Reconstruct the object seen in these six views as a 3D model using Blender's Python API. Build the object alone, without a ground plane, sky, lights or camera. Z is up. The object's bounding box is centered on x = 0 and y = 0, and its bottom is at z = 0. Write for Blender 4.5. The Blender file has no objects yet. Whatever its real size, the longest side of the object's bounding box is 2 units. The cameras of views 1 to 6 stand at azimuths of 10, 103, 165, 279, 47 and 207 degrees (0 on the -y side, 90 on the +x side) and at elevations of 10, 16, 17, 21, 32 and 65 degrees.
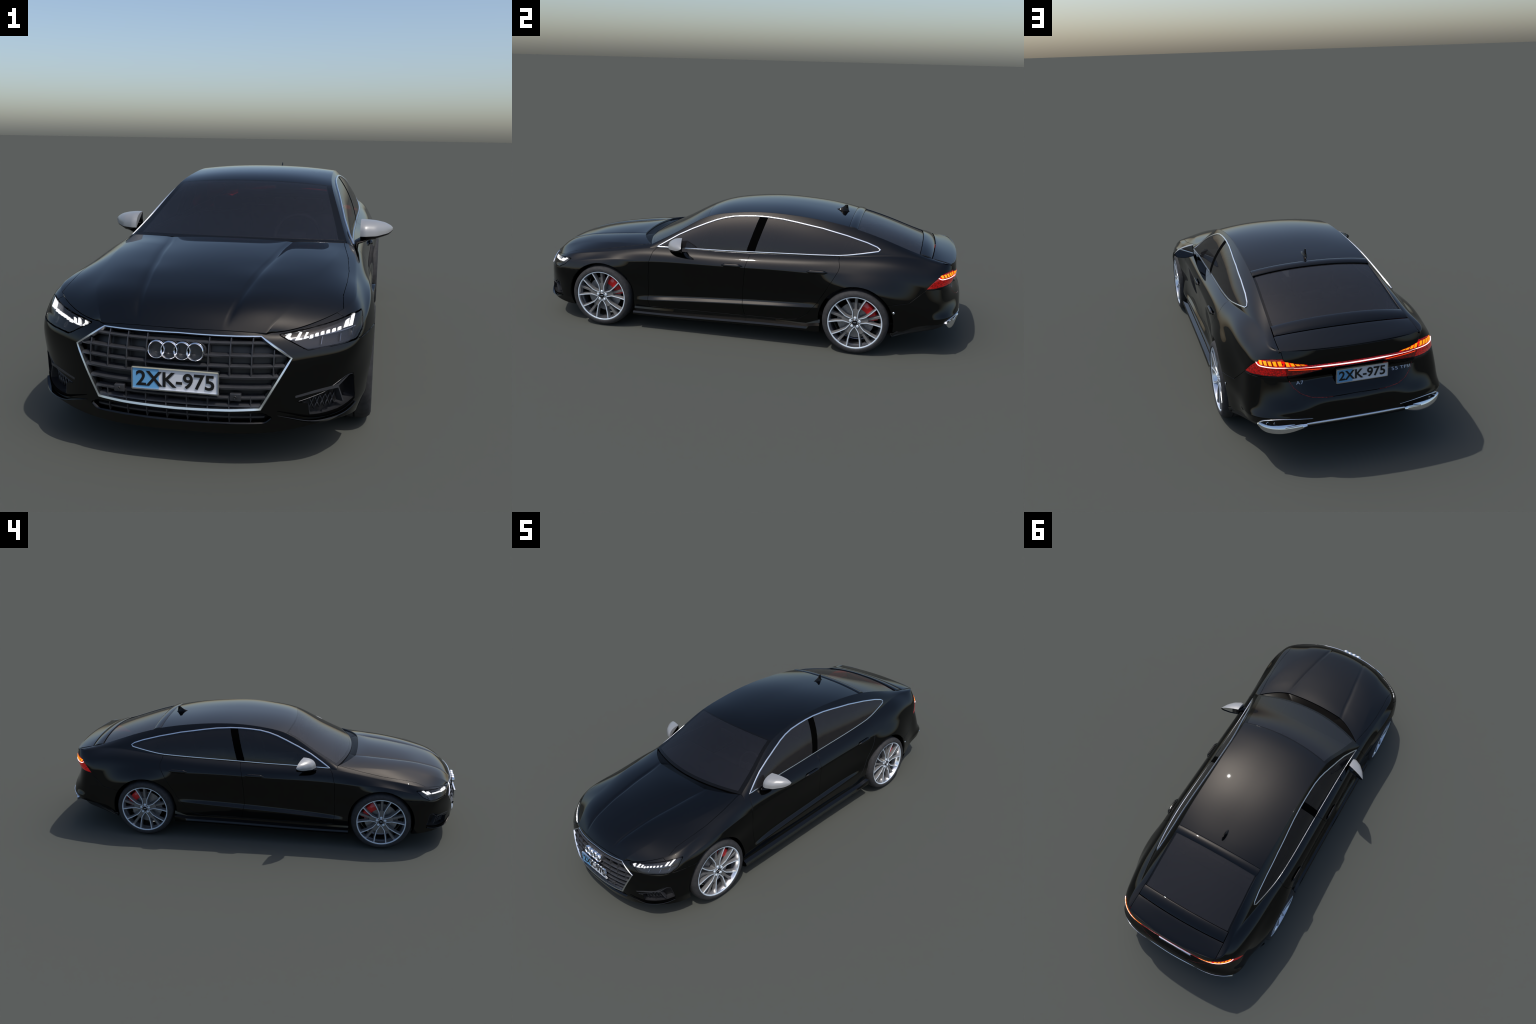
import bpy, bmesh, math, random
import numpy as np
from mathutils import Vector, Matrix

random.seed(7)
rng = np.random.default_rng(7)

# =====================================================================
#  small numeric tools
# =====================================================================
def spline(P, t, T, natural=True):
    """C2 cubic spline through rows of P at parameters t, evaluated at T."""
    P = np.asarray(P, float); t = np.asarray(t, float); T = np.asarray(T, float)
    n = len(t)
    if n == 2:
        a = (T - t[0]) / (t[1] - t[0])
        return P[0] + a[:, None] * (P[1] - P[0])
    h = np.diff(t)
    A = np.zeros((n, n)); R = np.zeros((n, P.shape[1]))
    A[0, 0] = A[-1, -1] = 1
    for i in range(1, n - 1):
        A[i, i-1] = h[i-1]; A[i, i] = 2 * (h[i-1] + h[i]); A[i, i+1] = h[i]
        R[i] = 6 * ((P[i+1] - P[i]) / h[i] - (P[i] - P[i-1]) / h[i-1])
    M = np.linalg.solve(A, R)
    k = np.clip(np.searchsorted(t, T, side='right') - 1, 0, n - 2)
    a = (t[k+1] - T)[:, None]; b = (T - t[k])[:, None]; hh = h[k][:, None]
    return (M[k] * a**3 + M[k+1] * b**3) / (6 * hh) + (P[k] / hh - M[k] * hh / 6) * a + (P[k+1] / hh - M[k+1] * hh / 6) * b

def chord(P):
    P = np.asarray(P, float)
    return np.concatenate([[0], np.cumsum(np.linalg.norm(np.diff(P, axis=0), axis=1))])

def curve(P, n):
    P = np.asarray(P, float); t = chord(P)
    return spline(P, t, np.linspace(0, t[-1], n))

def resample(P, n):
    P = np.asarray(P, float); t = chord(P); T = np.linspace(0, t[-1], n)
    return np.stack([np.interp(T, t, P[:, k]) for k in range(P.shape[1])], 1)

def at_y(P, y):
    """points of the polyline P (monotone in y) at the given y values"""
    P = np.asarray(P)
    return np.stack([np.interp(y, P[:, 1], P[:, 0]), y, np.interp(y, P[:, 1], P[:, 2])], 1)

def sstep(a, b, x):
    t = np.clip((x - a) / (b - a), 0, 1)
    return t * t * (3 - 2 * t)

def round_poly(pts, r, n=5):
    """2D or 3D closed polygon with rounded corners"""
    pts = [np.array(p, float) for p in pts]; out = []
    m = len(pts)
    for i in range(m):
        p, a, b = pts[i], pts[i-1], pts[(i+1) % m]
        la, lb = np.linalg.norm(a - p), np.linalg.norm(b - p)
        rr = min(r, .45 * la, .45 * lb)
        pa, pb = p + (a - p) / la * rr, p + (b - p) / lb * rr
        for k in range(n + 1):
            s = k / n
            out.append((1-s)**2 * pa + 2*s*(1-s) * p + s*s * pb)
    return np.array(out)

def densify(poly, step, closed=True):
    poly = np.asarray(poly, float); out = []
    m = len(poly)
    for i in range(m if closed else m - 1):
        a, b = poly[i], poly[(i+1) % m]
        k = max(1, int(np.linalg.norm(b - a) / step))
        for j in range(k):
            out.append(a + (b - a) * j / k)
    if not closed: out.append(poly[-1])
    return np.array(out)

def inside(poly, uv):
    poly = np.asarray(poly); x, y = uv[:, 0], uv[:, 1]
    r = np.zeros(len(uv), bool)
    for i in range(len(poly)):
        (x0, y0), (x1, y1) = poly[i-1], poly[i]
        c = (y0 > y) != (y1 > y)
        if y1 != y0:
            r ^= c & (x < (x1 - x0) * (y - y0) / (y1 - y0) + x0)
    return r

# =====================================================================
#  a skin: triangles with normals and grid parameters, that can be cut
#  along an outline drawn in any projection
# =====================================================================
E_SIDE = (np.array([0, 1., 0]), np.array([0, 0, 1.]))        # y,z
E_FRONT = (np.array([1., 0, 0]), np.array([0, 0, 1.]))       # x,z
E_TOP = (np.array([1., 0, 0]), np.array([0, 1., 0]))         # x,y
def e_diag(deg):
    """horizontal axis for looking along azimuth deg (0: from the front, 90: from +x)"""
    a = math.radians(deg)
    return (np.array([math.cos(a), math.sin(a), 0]), np.array([0, 0, 1.]))

class Skin:
    def __init__(s, grid, flip=False):
        n, m = grid.shape[:2]
        du = np.gradient(grid, axis=0); dv = np.gradient(grid, axis=1)
        N = np.cross(du, dv); N /= np.linalg.norm(N, axis=2)[..., None] + 1e-12
        if flip: N = -N
        pu, pv = np.meshgrid(np.linspace(0, 1, n), np.linspace(0, 1, m), indexing='ij')
        s.V = np.concatenate([grid, N, pu[..., None], pv[..., None]], 2).reshape(-1, 8)
        idx = np.arange(n * m).reshape(n, m)
        a, b, c, d = idx[:-1, :-1].ravel(), idx[1:, :-1].ravel(), idx[1:, 1:].ravel(), idx[:-1, 1:].ravel()
        F = np.concatenate([np.stack([a, b, c], 1), np.stack([a, c, d], 1)])
        s.F = F[:, ::-1] if flip else F
        s.R = np.array(['body'] * len(s.F), dtype='<U24')
        s.grid = grid
    def uv(s, E):
        if E == 'param': return s.V[:, 6:8]
        return np.stack([s.V[:, :3] @ E[0], s.V[:, :3] @ E[1]], 1)
    def cut_line(s, E, a, b, ext=.012):
        a = np.asarray(a, float); b = np.asarray(b, float)
        L = np.linalg.norm(b - a)
        if L < 1e-7: return
        d = (b - a) / L; nrm = np.array([-d[1], d[0]])
        UV = s.uv(E)
        sd = (UV - a) @ nrm; al = (UV - a) @ d
        f = s.F
        fs = sd[f]; fa = al[f]
        cand = (fs.min(1) < -1e-7) & (fs.max(1) > 1e-7) & (fa.max(1) > -ext) & (fa.min(1) < L + ext)
        ci = np.nonzero(cand)[0]
        if not len(ci): return
        cut = {}; newV = []
        base = len(s.V)
        for t in ci:
            for k in range(3):
                i, j = f[t, k], f[t, (k+1) % 3]
                key = (min(i, j), max(i, j))
                if key in cut: continue
                si, sj = sd[i], sd[j]
                if (si < -1e-7 and sj > 1e-7) or (si > 1e-7 and sj < -1e-7):
                    w = si / (si - sj); q = al[i] + (al[j] - al[i]) * w
                    if -ext <= q <= L + ext:
                        cut[key] = base + len(newV)
                        newV.append(s.V[i] + (s.V[j] - s.V[i]) * w)
        if not newV: return
        s.V = np.concatenate([s.V, np.array(newV)])
        keep = np.ones(len(f), bool); nf = []; nr = []
        for t in ci:
            tri = f[t]; c = [cut.get((min(tri[k], tri[(k+1) % 3]), max(tri[k], tri[(k+1) % 3]))) for k in range(3)]
            k = sum(x is not None for x in c)
            if not k: continue
            keep[t] = False
            ring = []
            for q in range(3):
                ring.append(tri[q])
                if c[q] is not None: ring.append(c[q])
            if k == 1:
                q = [i for i in range(3) if c[i] is not None][0]
                o = tri[(q+2) % 3]
                new = [(tri[q], c[q], o), (c[q], tri[(q+1) % 3], o)]
            else:
                q = [i for i in range(3) if c[i] is None][0]      # edge q uncut, apex is q+2
                A, B, O = tri[q], tri[(q+1) % 3], tri[(q+2) % 3]
                cB, cA = c[(q+1) % 3], c[(q+2) % 3]
                new = [(cB, O, cA), (A, B, cB), (A, cB, cA)]
            nf += new; nr += [s.R[t]] * len(new)
        s.F = np.concatenate([f[keep], np.array(nf, int)]); s.R = np.concatenate([s.R[keep], np.array(nr, dtype=s.R.dtype)])
    def region(s, E, poly, name, only=None, pred=None, ext=.012):
        """cut along the closed outline poly and call what is inside it `name`"""
        poly = np.asarray(poly, float)
        for i in range(len(poly)):
            s.cut_line(E, poly[i-1], poly[i], ext)
        cen = s.uv(E)[s.F].mean(1)
        m = inside(poly, cen)
        if only is not None: m &= np.isin(s.R, only)
        if pred is not None: m &= pred(s.V[s.F].mean(1))
        s.R[m] = name
    def split_by(s, E, a, b, only, name, ext=10):
        """everything left of the line a->b inside region(s) `only` becomes name"""
        s.cut_line(E, a, b, ext)
        d = np.asarray(b, float) - np.asarray(a, float); nrm = np.array([-d[1], d[0]])
        m = ((s.uv(E)[s.F].mean(1) - np.asarray(a)) @ nrm > 0) & np.isin(s.R, only)
        s.R[m] = name
    def take(s, names):
        if isinstance(names, str): names = [names]
        m = np.isin(s.R, names); f = s.F[m]
        u, inv = np.unique(f, return_inverse=True)
        return s.V[u][:, :6], inv.reshape(-1, 3)
    def drop(s, E, pts, lift=0.0, pred=None):
        """put 2D outline points on the skin (nearest to the viewer of that projection)"""
        UV = s.uv(E)
        T = UV[s.F]
        cen = s.V[s.F].mean(1)
        ok = np.ones(len(T), bool) if pred is None else pred(cen)
        T = T[ok]; F = s.F[ok]
        a, b, c = T[:, 0], T[:, 1], T[:, 2]
        den = (b[:, 0]-a[:, 0])*(c[:, 1]-a[:, 1]) - (c[:, 0]-a[:, 0])*(b[:, 1]-a[:, 1])
        good = np.abs(den) > 1e-14; den = np.where(good, den, 1)
        out = []; nor = []
        for p in np.asarray(pts, float):
            w1 = ((p[0]-a[:, 0])*(c[:, 1]-a[:, 1]) - (c[:, 0]-a[:, 0])*(p[1]-a[:, 1])) / den
            w2 = ((b[:, 0]-a[:, 0])*(p[1]-a[:, 1]) - (p[0]-a[:, 0])*(b[:, 1]-a[:, 1])) / den
            w0 = 1 - w1 - w2
            sc = np.where(good, np.minimum(np.minimum(w0, w1), w2), -9)
            k = int(np.argmax(sc))
            w = np.clip(np.array([w0[k], w1[k], w2[k]]), -.5, 1.5)
            q = (s.V[F[k]] * w[:, None]).sum(0)
            n = q[3:6] / np.linalg.norm(q[3:6])
            out.append(q[:3] + n * lift); nor.append(n)
        return np.array(out), np.array(nor)

def join_data(*parts):
    V = []; F = []; o = 0
    for v, f in parts:
        V.append(v); F.append(f + o); o += len(v)
    return np.concatenate(V), np.concatenate(F)

def mirror_data(v, f):
    v = v.copy(); v[:, 0] *= -1
    if v.shape[1] >= 6: v[:, 3] *= -1
    return v, f[:, ::-1]

def weld(v, f, eps=2e-4):
    key = np.round(v[:, :3] / eps).astype(np.int64)
    u, first, inv = np.unique(key, axis=0, return_index=True, return_inverse=True)
    inv = inv.ravel()
    nv = v[first].copy()
    acc = np.zeros((len(u), 3)); np.add.at(acc, inv, v[:, 3:6])
    nv[:, 3:6] = acc / (np.linalg.norm(acc, axis=1)[:, None] + 1e-12)
    nf = inv[f]
    ok = (nf[:, 0] != nf[:, 1]) & (nf[:, 1] != nf[:, 2]) & (nf[:, 0] != nf[:, 2])
    return nv, nf[ok]

def near_line(P, L):
    """index of the nearest point of polyline L and the distance to it"""
    d = np.linalg.norm(P[:, None] - L[None], axis=2)
    k = d.argmin(1)
    return k, d[np.arange(len(P)), k]

def panel(v, f, gap=.0012, depth=.008, roll=.0006, blend=None):
    """give an open sheet a shut-line gap and an inward flange along its border;
    blend: a line where two skins meet without a seam"""
    v, f = weld(v, f)
    hid = np.zeros(len(v), bool)
    if blend is not None:
        fine = resample(blend, 1600)
        cand = np.nonzero((v[:, 0] > .15))[0]
        k, d = near_line(v[cand, :3], fine)
        on = d < .0016
        hid[cand[on]] = True
        acc = np.zeros((1600, 3)); np.add.at(acc, k[on], v[cand[on], 3:6])
        sm = np.stack([np.convolve(acc[:, q], np.ones(25), 'same') for q in range(3)], 1)
        nn = sm[k[on]]; v[cand[on], 3:6] = nn / (np.linalg.norm(nn, axis=1)[:, None] + 1e-12)
    e = np.concatenate([f[:, [0, 1]], f[:, [1, 2]], f[:, [2, 0]]])
    s = np.sort(e, 1); u, inv, cnt = np.unique(s, axis=0, return_inverse=True, return_counts=True)
    be = e[cnt[inv.ravel()] == 1]
    be = be[~(hid[be[:, 0]] & hid[be[:, 1]])]
    if not len(be): return v, f
    tin = np.zeros((len(v), 3))
    d = v[be[:, 1], :3] - v[be[:, 0], :3]
    n = v[be[:, 0], 3:6]
    t = np.cross(n, d)
    t /= np.linalg.norm(t, axis=1)[:, None] + 1e-12
    w = np.linalg.norm(d, axis=1)[:, None]
    np.add.at(tin, be[:, 0], t * w); np.add.at(tin, be[:, 1], t * w)
    b = np.unique(be)
    tl = tin[b]; tl /= np.linalg.norm(tl, axis=1)[:, None] + 1e-12
    v = v.copy()
    v[b, :3] += tl * gap
    # rolled edge: a first strip bends, a second one goes straight in
    m = len(b); mp = {int(x): i for i, x in enumerate(b)}
    nb = v[b, 3:6]
    r1 = v[b].copy(); r1[:, :3] += -tl * roll - nb * roll; r1[:, 3:6] = (nb * .6 - tl * .8)
    r2 = v[b].copy(); r2[:, :3] += -tl * roll * .8 - nb * depth; r2[:, 3:6] = -tl
    o = len(v); V = np.concatenate([v, r1, r2])
    i = np.array([mp[int(x)] for x in be[:, 0]]); j = np.array([mp[int(x)] for x in be[:, 1]])
    q = [np.stack([be[:, 1], be[:, 0], o+i], 1), np.stack([be[:, 1], o+i, o+j], 1),
         np.stack([o+j, o+i, o+m+i], 1), np.stack([o+j, o+m+i, o+m+j], 1)]
    return V, np.concatenate([f] + q)

# =====================================================================
#  materials
# =====================================================================
MAT = {}
def mat(name, color, rough=.4, metal=0., spec=.5, coat=0., coat_rough=.03, emit=None, estr=0., noise=None, bump=None, trans=0.):
    m = bpy.data.materials.new(name); m.use_nodes = True
    nt = m.node_tree; p = nt.nodes['Principled BSDF']
    p.inputs['Base Color'].default_value = (*color, 1)
    p.inputs['Roughness'].default_value = rough
    p.inputs['Metallic'].default_value = metal
    p.inputs['Specular IOR Level'].default_value = spec
    p.inputs['Coat Weight'].default_value = coat
    p.inputs['Coat Roughness'].default_value = coat_rough
    p.inputs['Transmission Weight'].default_value = trans
    if emit is not None:
        p.inputs['Emission Color'].default_value = (*emit, 1)
        p.inputs['Emission Strength'].default_value = estr
    if noise or bump:
        tc = nt.nodes.new('ShaderNodeTexCoord')
        nz = nt.nodes.new('ShaderNodeTexNoise')
        nt.links.new(tc.outputs['Object'], nz.inputs['Vector'])
        nz.inputs['Scale'].default_value = (noise or bump)[0]
        nz.inputs['Detail'].default_value = 4
        if noise:
            cr = nt.nodes.new('ShaderNodeValToRGB')
            lo = [c * (1 - noise[1]) for c in color]; hi = [min(1, c * (1 + noise[1])) for c in color]
            cr.color_ramp.elements[0].color = (*lo, 1); cr.color_ramp.elements[1].color = (*hi, 1)
            cr.color_ramp.elements[0].position = .3; cr.color_ramp.elements[1].position = .7
            nt.links.new(nz.outputs['Fac'], cr.inputs['Fac'])
            nt.links.new(cr.outputs['Color'], p.inputs['Base Color'])
        if bump:
            bp = nt.nodes.new('ShaderNodeBump'); bp.inputs['Strength'].default_value = bump[1]
            bp.inputs['Distance'].default_value = .002
            nt.links.new(nz.outputs['Fac'], bp.inputs['Height'])
            nt.links.new(bp.outputs['Normal'], p.inputs['Normal'])
    MAT[name] = m
    return m

def glass(name, tint, body, see):
    """thin tinted pane: a dark film that lets part of the light through, under a mirror-like outer face"""
    m = bpy.data.materials.new(name); m.use_nodes = True
    nt = m.node_tree; p = nt.nodes['Principled BSDF']; out = nt.nodes['Material Output']
    p.inputs['Base Color'].default_value = (*body, 1)
    p.inputs['Roughness'].default_value = .6; p.inputs['Specular IOR Level'].default_value = 0
    tr = nt.nodes.new('ShaderNodeBsdfTransparent'); tr.inputs['Color'].default_value = (*tint, 1)
    film = nt.nodes.new('ShaderNodeMixShader'); film.inputs[0].default_value = 1 - see
    gl = nt.nodes.new('ShaderNodeBsdfGlossy'); gl.inputs['Roughness'].default_value = .012
    fr = nt.nodes.new('ShaderNodeFresnel'); fr.inputs['IOR'].default_value = 1.45
    top_ = nt.nodes.new('ShaderNodeMixShader')
    nt.links.new(tr.outputs[0], film.inputs[1]); nt.links.new(p.outputs[0], film.inputs[2])
    nt.links.new(fr.outputs[0], top_.inputs[0]); nt.links.new(film.outputs[0], top_.inputs[1]); nt.links.new(gl.outputs[0], top_.inputs[2])
    nt.links.new(top_.outputs[0], out.inputs['Surface'])
    MAT[name] = m
    return m

mat('black_paint', (.0042, .0043, .0043), rough=.38, metal=1., coat=1., coat_rough=.015)
MAT['black_paint'].node_tree.nodes['Principled BSDF'].inputs['Specular Tint'].default_value = (0, 0, 0, 1)
MAT['black_paint'].node_tree.nodes['Principled BSDF'].inputs['Coat IOR'].default_value = 1.42
mat('gloss_black', (.003, .003, .003), rough=.10, spec=.22)
mat('scuttle_black', (.001, .001, .001), rough=.15, spec=.04)
mat('black_plastic', (.012, .012, .013), rough=.45, noise=(60, .2))
mat('grille_plastic', (.030, .031, .035), rough=.34, noise=(40, .15))
mat('interior_dark', (.014, .014, .016), rough=.7, noise=(30, .2))
mat('interior_trim', (.05, .05, .055), rough=.6, noise=(30, .2))
mat('void_black', (.0008, .0008, .0008), rough=.9, spec=.02)
mat('chrome', (.82, .84, .87), rough=.06, metal=1.)
mat('satin_chrome', (.80, .83, .87), rough=.22, metal=1.)
mat('mirror_silver', (.27, .275, .28), rough=.36, metal=.15, coat=.25)
mat('rim_machined', (.66, .75, .84), rough=.32, metal=.25, noise=(200, .05))
mat('rim_grey', (.19, .19, .19), rough=.28, metal=.35, noise=(80, .08))
mat('rim_barrel', (.72, .73, .77), rough=.16, metal=.95)
mat('tyre_rubber', (.030, .030, .032), rough=.75, spec=.3, noise=(90, .25), bump=(400, .25))
mat('brake_steel', (.33, .34, .36), rough=.35, metal=.7, noise=(120, .15))
mat('caliper_red', (.62, .006, .010), rough=.30, coat=.6)
mat('plate_white', (.62, .64, .68), rough=.4, noise=(50, .03))
mat('plate_blue', (.13, .36, .62), rough=.4, noise=(50, .03))
mat('plate_black', (.006, .006, .006), rough=.4)
mat('lamp_white', (.8, .8, .8), rough=.3, emit=(1, 1, 1), estr=1.25)
mat('lamp_dark', (.018, .018, .020), rough=.15, spec=.6)
mat('lamp_chrome', (.25, .26, .28), rough=.15, metal=1.)
mat('tail_red', (.07, .001, .001), rough=.06, coat=.5)
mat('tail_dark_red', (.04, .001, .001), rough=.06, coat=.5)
def lamp_pattern(name, lo, hi, scale):
    """red lens whose glow is broken up by a fine prism pattern"""
    nt = MAT[name].node_tree; p = nt.nodes['Principled BSDF']
    tc = nt.nodes.new('ShaderNodeTexCoord'); vo = nt.nodes.new('ShaderNodeTexVoronoi'); cr = nt.nodes.new('ShaderNodeValToRGB')
    vo.inputs['Scale'].default_value = scale
    nt.links.new(tc.outputs['Object'], vo.inputs['Vector']); nt.links.new(vo.outputs['Distance'], cr.inputs['Fac'])
    cr.color_ramp.elements[0].color = (*hi, 1); cr.color_ramp.elements[1].color = (*lo, 1)
    cr.color_ramp.elements[1].position = .7
    nt.links.new(cr.outputs['Color'], p.inputs['Emission Color']); p.inputs['Emission Strength'].default_value = 1
lamp_pattern('tail_red', (.10, .0, .0), (.42, .0, .0), 170)
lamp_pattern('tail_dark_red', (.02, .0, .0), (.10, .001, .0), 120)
mat('tail_bright_red', (.3, .004, .002), rough=.1, emit=(1, .008, .001), estr=.95)
mat('tail_orange', (.8, .25, .01), rough=.2, emit=(1, .30, .004), estr=1.15)
mat('tail_glow', (.9, .3, .3), rough=.2, emit=(1, .55, .55), estr=2.2)
mat('tail_line', (.8, .05, .01), rough=.2, emit=(1, .06, .004), estr=.9)
mat('badge_grey', (.45, .45, .46), rough=.25, metal=.8)
glass('window_glass', (.25, .25, .28), (.026, .025, .027), .45)
glass('windscreen_glass', (.34, .34, .38), (.020, .020, .024), .6)
glass('lamp_lens', (.9, .9, .92), (.02, .02, .02), .9)

# =====================================================================
#  object tools
# =====================================================================
ROOT = bpy.data.objects.new('luxury_sedan', None)
bpy.context.scene.collection.objects.link(ROOT)
ROOT['label'] = 'glossy black fastback sedan with chrome trim and silver wheels'
ROOT['category'] = 'car'
ROOT.empty_display_size = .2

def empty(name, parent, loc=(0, 0, 0)):
    o = bpy.data.objects.new(name, None); bpy.context.scene.collection.objects.link(o)
    o.parent = parent; o.location = loc; o.empty_display_size = .1
    return o

def mesh_obj(name, v, f, material, parent=ROOT, smooth=True, angle=None, normals=None):
    me = bpy.data.meshes.new(name)
    v = np.asarray(v, float)
    me.from_pydata([tuple(p[:3]) for p in v.tolist()], [], [tuple(map(int, q)) for q in f])
    me.materials.append(MAT[material])
    me.polygons.foreach_set('use_smooth', [bool(smooth)] * len(me.polygons))
    if normals is None and v.shape[1] >= 6 and smooth: normals = v[:, 3:6]
    if normals is not None:
        nn = normals / (np.linalg.norm(normals, axis=1)[:, None] + 1e-12)
        me.normals_split_custom_set_from_vertices([tuple(n) for n in nn.tolist()])
    elif angle is not None:
        me.set_sharp_from_angle(angle=math.radians(angle))
    o = bpy.data.objects.new(name, me); bpy.context.scene.collection.objects.link(o)
    o.parent = parent
    return o

def mirrored(name, v, f, material, parents=(ROOT, ROOT), **k):
    """one copy on each side of the car"""
    v = np.asarray(v, float)
    a = mesh_obj(name, v, f, material, parents[0], **k)
    v2 = v.copy(); v2[:, 0] *= -1
    if v2.shape[1] >= 6: v2[:, 3] *= -1
    b = mesh_obj(name, v2, [tuple(reversed(tuple(q))) for q in f], material, parents[1], **k)
    return a, b

def both(v, f):
    """centre part: half plus its mirror image"""
    return join_data((v, f), mirror_data(v, f))

def grid_faces(n, m, close_u=False, close_v=False):
    F = []
    for i in range(n if close_u else n - 1):
        for j in range(m if close_v else m - 1):
            a, b = i, (i+1) % n; c, d = j, (j+1) % m
            F.append((a*m+c, b*m+c, b*m+d, a*m+d))
    return F

def sweep(path, normals, profile, closed=False, caps=True):
    """sweep a closed 2D profile (side, out) along a path; out = normals"""
    path = np.asarray(path, float); normals = np.asarray(normals, float)
    n = len(path)
    if closed:
        tan = np.roll(path, -1, 0) - np.roll(path, 1, 0)
    else:
        tan = np.gradient(path, axis=0)
    tan /= np.linalg.norm(tan, axis=1)[:, None] + 1e-12
    side = np.cross(normals, tan); side /= np.linalg.norm(side, axis=1)[:, None] + 1e-12
    out = np.cross(tan, side)
    prof = np.asarray(profile, float)
    if prof.ndim == 2: prof = np.repeat(prof[None], n, 0)
    V = path[:, None] + side[:, None] * prof[..., :1] + out[:, None] * prof[..., 1:]
    m = prof.shape[1]
    F = grid_faces(n, m, closed, True)
    if caps and not closed:
        F.append(tuple(range(m))); F.append(tuple(reversed(range((n-1)*m, n*m))))
    return V.reshape(-1, 3), F

def ellipse(a, b, n=10, oy=0.):
    return [(a * math.cos(2*math.pi*k/n), oy + b * math.sin(2*math.pi*k/n)) for k in range(n)]

def lathe(profile, n=96):
    """profile of (x, r) turned about the x axis"""
    P = np.asarray(profile, float); m = len(P)
    a = np.linspace(0, 2*np.pi, n, endpoint=False)
    V = np.zeros((n, m, 3))
    V[..., 0] = P[:, 0]; V[..., 1] = np.cos(a)[:, None] * P[:, 1]; V[..., 2] = np.sin(a)[:, None] * P[:, 1]
    return V.reshape(-1, 3), grid_faces(n, m, True, False)

def prism(poly, depth_vec):
    """closed solid between a 3D polygon and its copy moved by depth_vec"""
    P = np.asarray(poly, float); n = len(P)
    Q = P + np.asarray(depth_vec)
    F = [tuple(range(n)), tuple(reversed(range(n, 2*n)))]
    for i in range(n):
        j = (i+1) % n
        F.append((j, i, n+i, n+j))
    return np.concatenate([P, Q]), F

def merge(*vf):
    V = []; F = []; o = 0
    for v, f in vf:
        v = np.asarray(v, float)[:, :3]
        V.append(v); F += [tuple(int(i) + o for i in q) for q in f]; o += len(v)
    return np.concatenate(V), F

def box(c, s):
    c = np.array(c); h = np.array(s) / 2
    V = np.array([[sx, sy, sz] for sx in (-1, 1) for sy in (-1, 1) for sz in (-1, 1)]) * h + c
    return V, [(0, 1, 3, 2), (4, 6, 7, 5), (0, 4, 5, 1), (2, 3, 7, 6), (0, 2, 6, 4), (1, 5, 7, 3)]

def fix_normals(o, bevel=None, seg=2, angle=35):
    bm = bmesh.new(); bm.from_mesh(o.data)
    bmesh.ops.recalc_face_normals(bm, faces=bm.faces)
    if bevel:
        ed = [e for e in bm.edges if len(e.link_faces) == 2 and e.calc_face_angle(0) > math.radians(angle)]
        bmesh.ops.bevel(bm, geom=ed, offset=bevel, segments=seg, affect='EDGES', profile=.5, clamp_overlap=True)
    bm.to_mesh(o.data); bm.free()
    o.data.polygons.foreach_set('use_smooth', [True] * len(o.data.polygons))
    o.data.set_sharp_from_angle(angle=math.radians(angle))
    return o

# =====================================================================
#  BODY SHAPE
#  Seven feature lines run round the car from the middle of the nose,
#  along the flank, to the middle of the tail. (x, y, z), right half.
# =====================================================================
UNDER = [(0, -.978, .076), (.10, -.975, .076), (.20, -.957, .081), (.287, -.920, .094), (.341, -.857, .090), (.360, -.785, .082),
         (.362, -.624, .100), (.362, -.46, .104), (.362, -.34, .106), (.361, -.05, .110), (.361, .20, .112), (.364, .40, .110),
         (.370, .555, .108), (.372, .71, .104), (.345, .82, .142), (.330, .909, .157), (.234, .972, .161), (.116, .990, .161),
         (0, .994, .161)]
CREASE = [(0, -.992, .112), (.10, -.988, .112), (.20, -.966, .116), (.289, -.919, .120), (.346, -.853, .120), (.374, -.785, .120),
          (.380, -.624, .130), (.377, -.46, .138), (.375, -.34, .148), (.373, -.05, .166), (.373, .20, .179), (.375, .40, .190),
          (.383, .555, .190), (.378, .71, .170), (.350, .82, .172), (.335, .913, .182), (.233, .981, .187), (.115, .994, .189),
          (0, .998, .189)]
LOWER = [(0, -.994, .170), (.10, -.989, .170), (.20, -.967, .172), (.294, -.914, .175), (.350, -.853, .180), (.381, -.785, .190),
         (.388, -.624, .210), (.368, -.46, .210), (.360, -.34, .215), (.357, -.05, .225), (.358, .20, .230), (.369, .40, .235),
         (.387, .555, .240), (.380, .71, .220), (.352, .82, .208), (.328, .904, .208), (.232, .974, .210), (.115, .993, .212),
         (0, .997, .212)]
MIDDLE = [(0, -.990, .230), (.10, -.984, .230), (.20, -.962, .232), (.294, -.914, .235), (.353, -.858, .240), (.379, -.785, .255),
          (.388, -.624, .285), (.370, -.46, .270), (.361, -.34, .275), (.360, -.05, .285), (.361, .20, .290), (.372, .40, .295),
          (.387, .555, .300), (.374, .71, .280), (.346, .82, .258), (.322, .895, .253), (.226, .955, .248), (.115, .981, .248),
          (0, .985, .248)]
SHOULDER = [(0, -.982, .262), (.10, -.976, .262), (.20, -.951, .262), (.290, -.901, .268), (.351, -.838, .275), (.371, -.77, .293),
            (.374, -.624, .321), (.366, -.46, .325), (.362, -.34, .328), (.363, -.05, .336), (.365, .20, .343), (.366, .40, .348),
            (.359, .555, .355), (.350, .71, .345), (.335, .82, .325), (.312, .884, .312), (.225, .938, .300), (.115, .944, .296),
            (0, .947, .296)]
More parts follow.
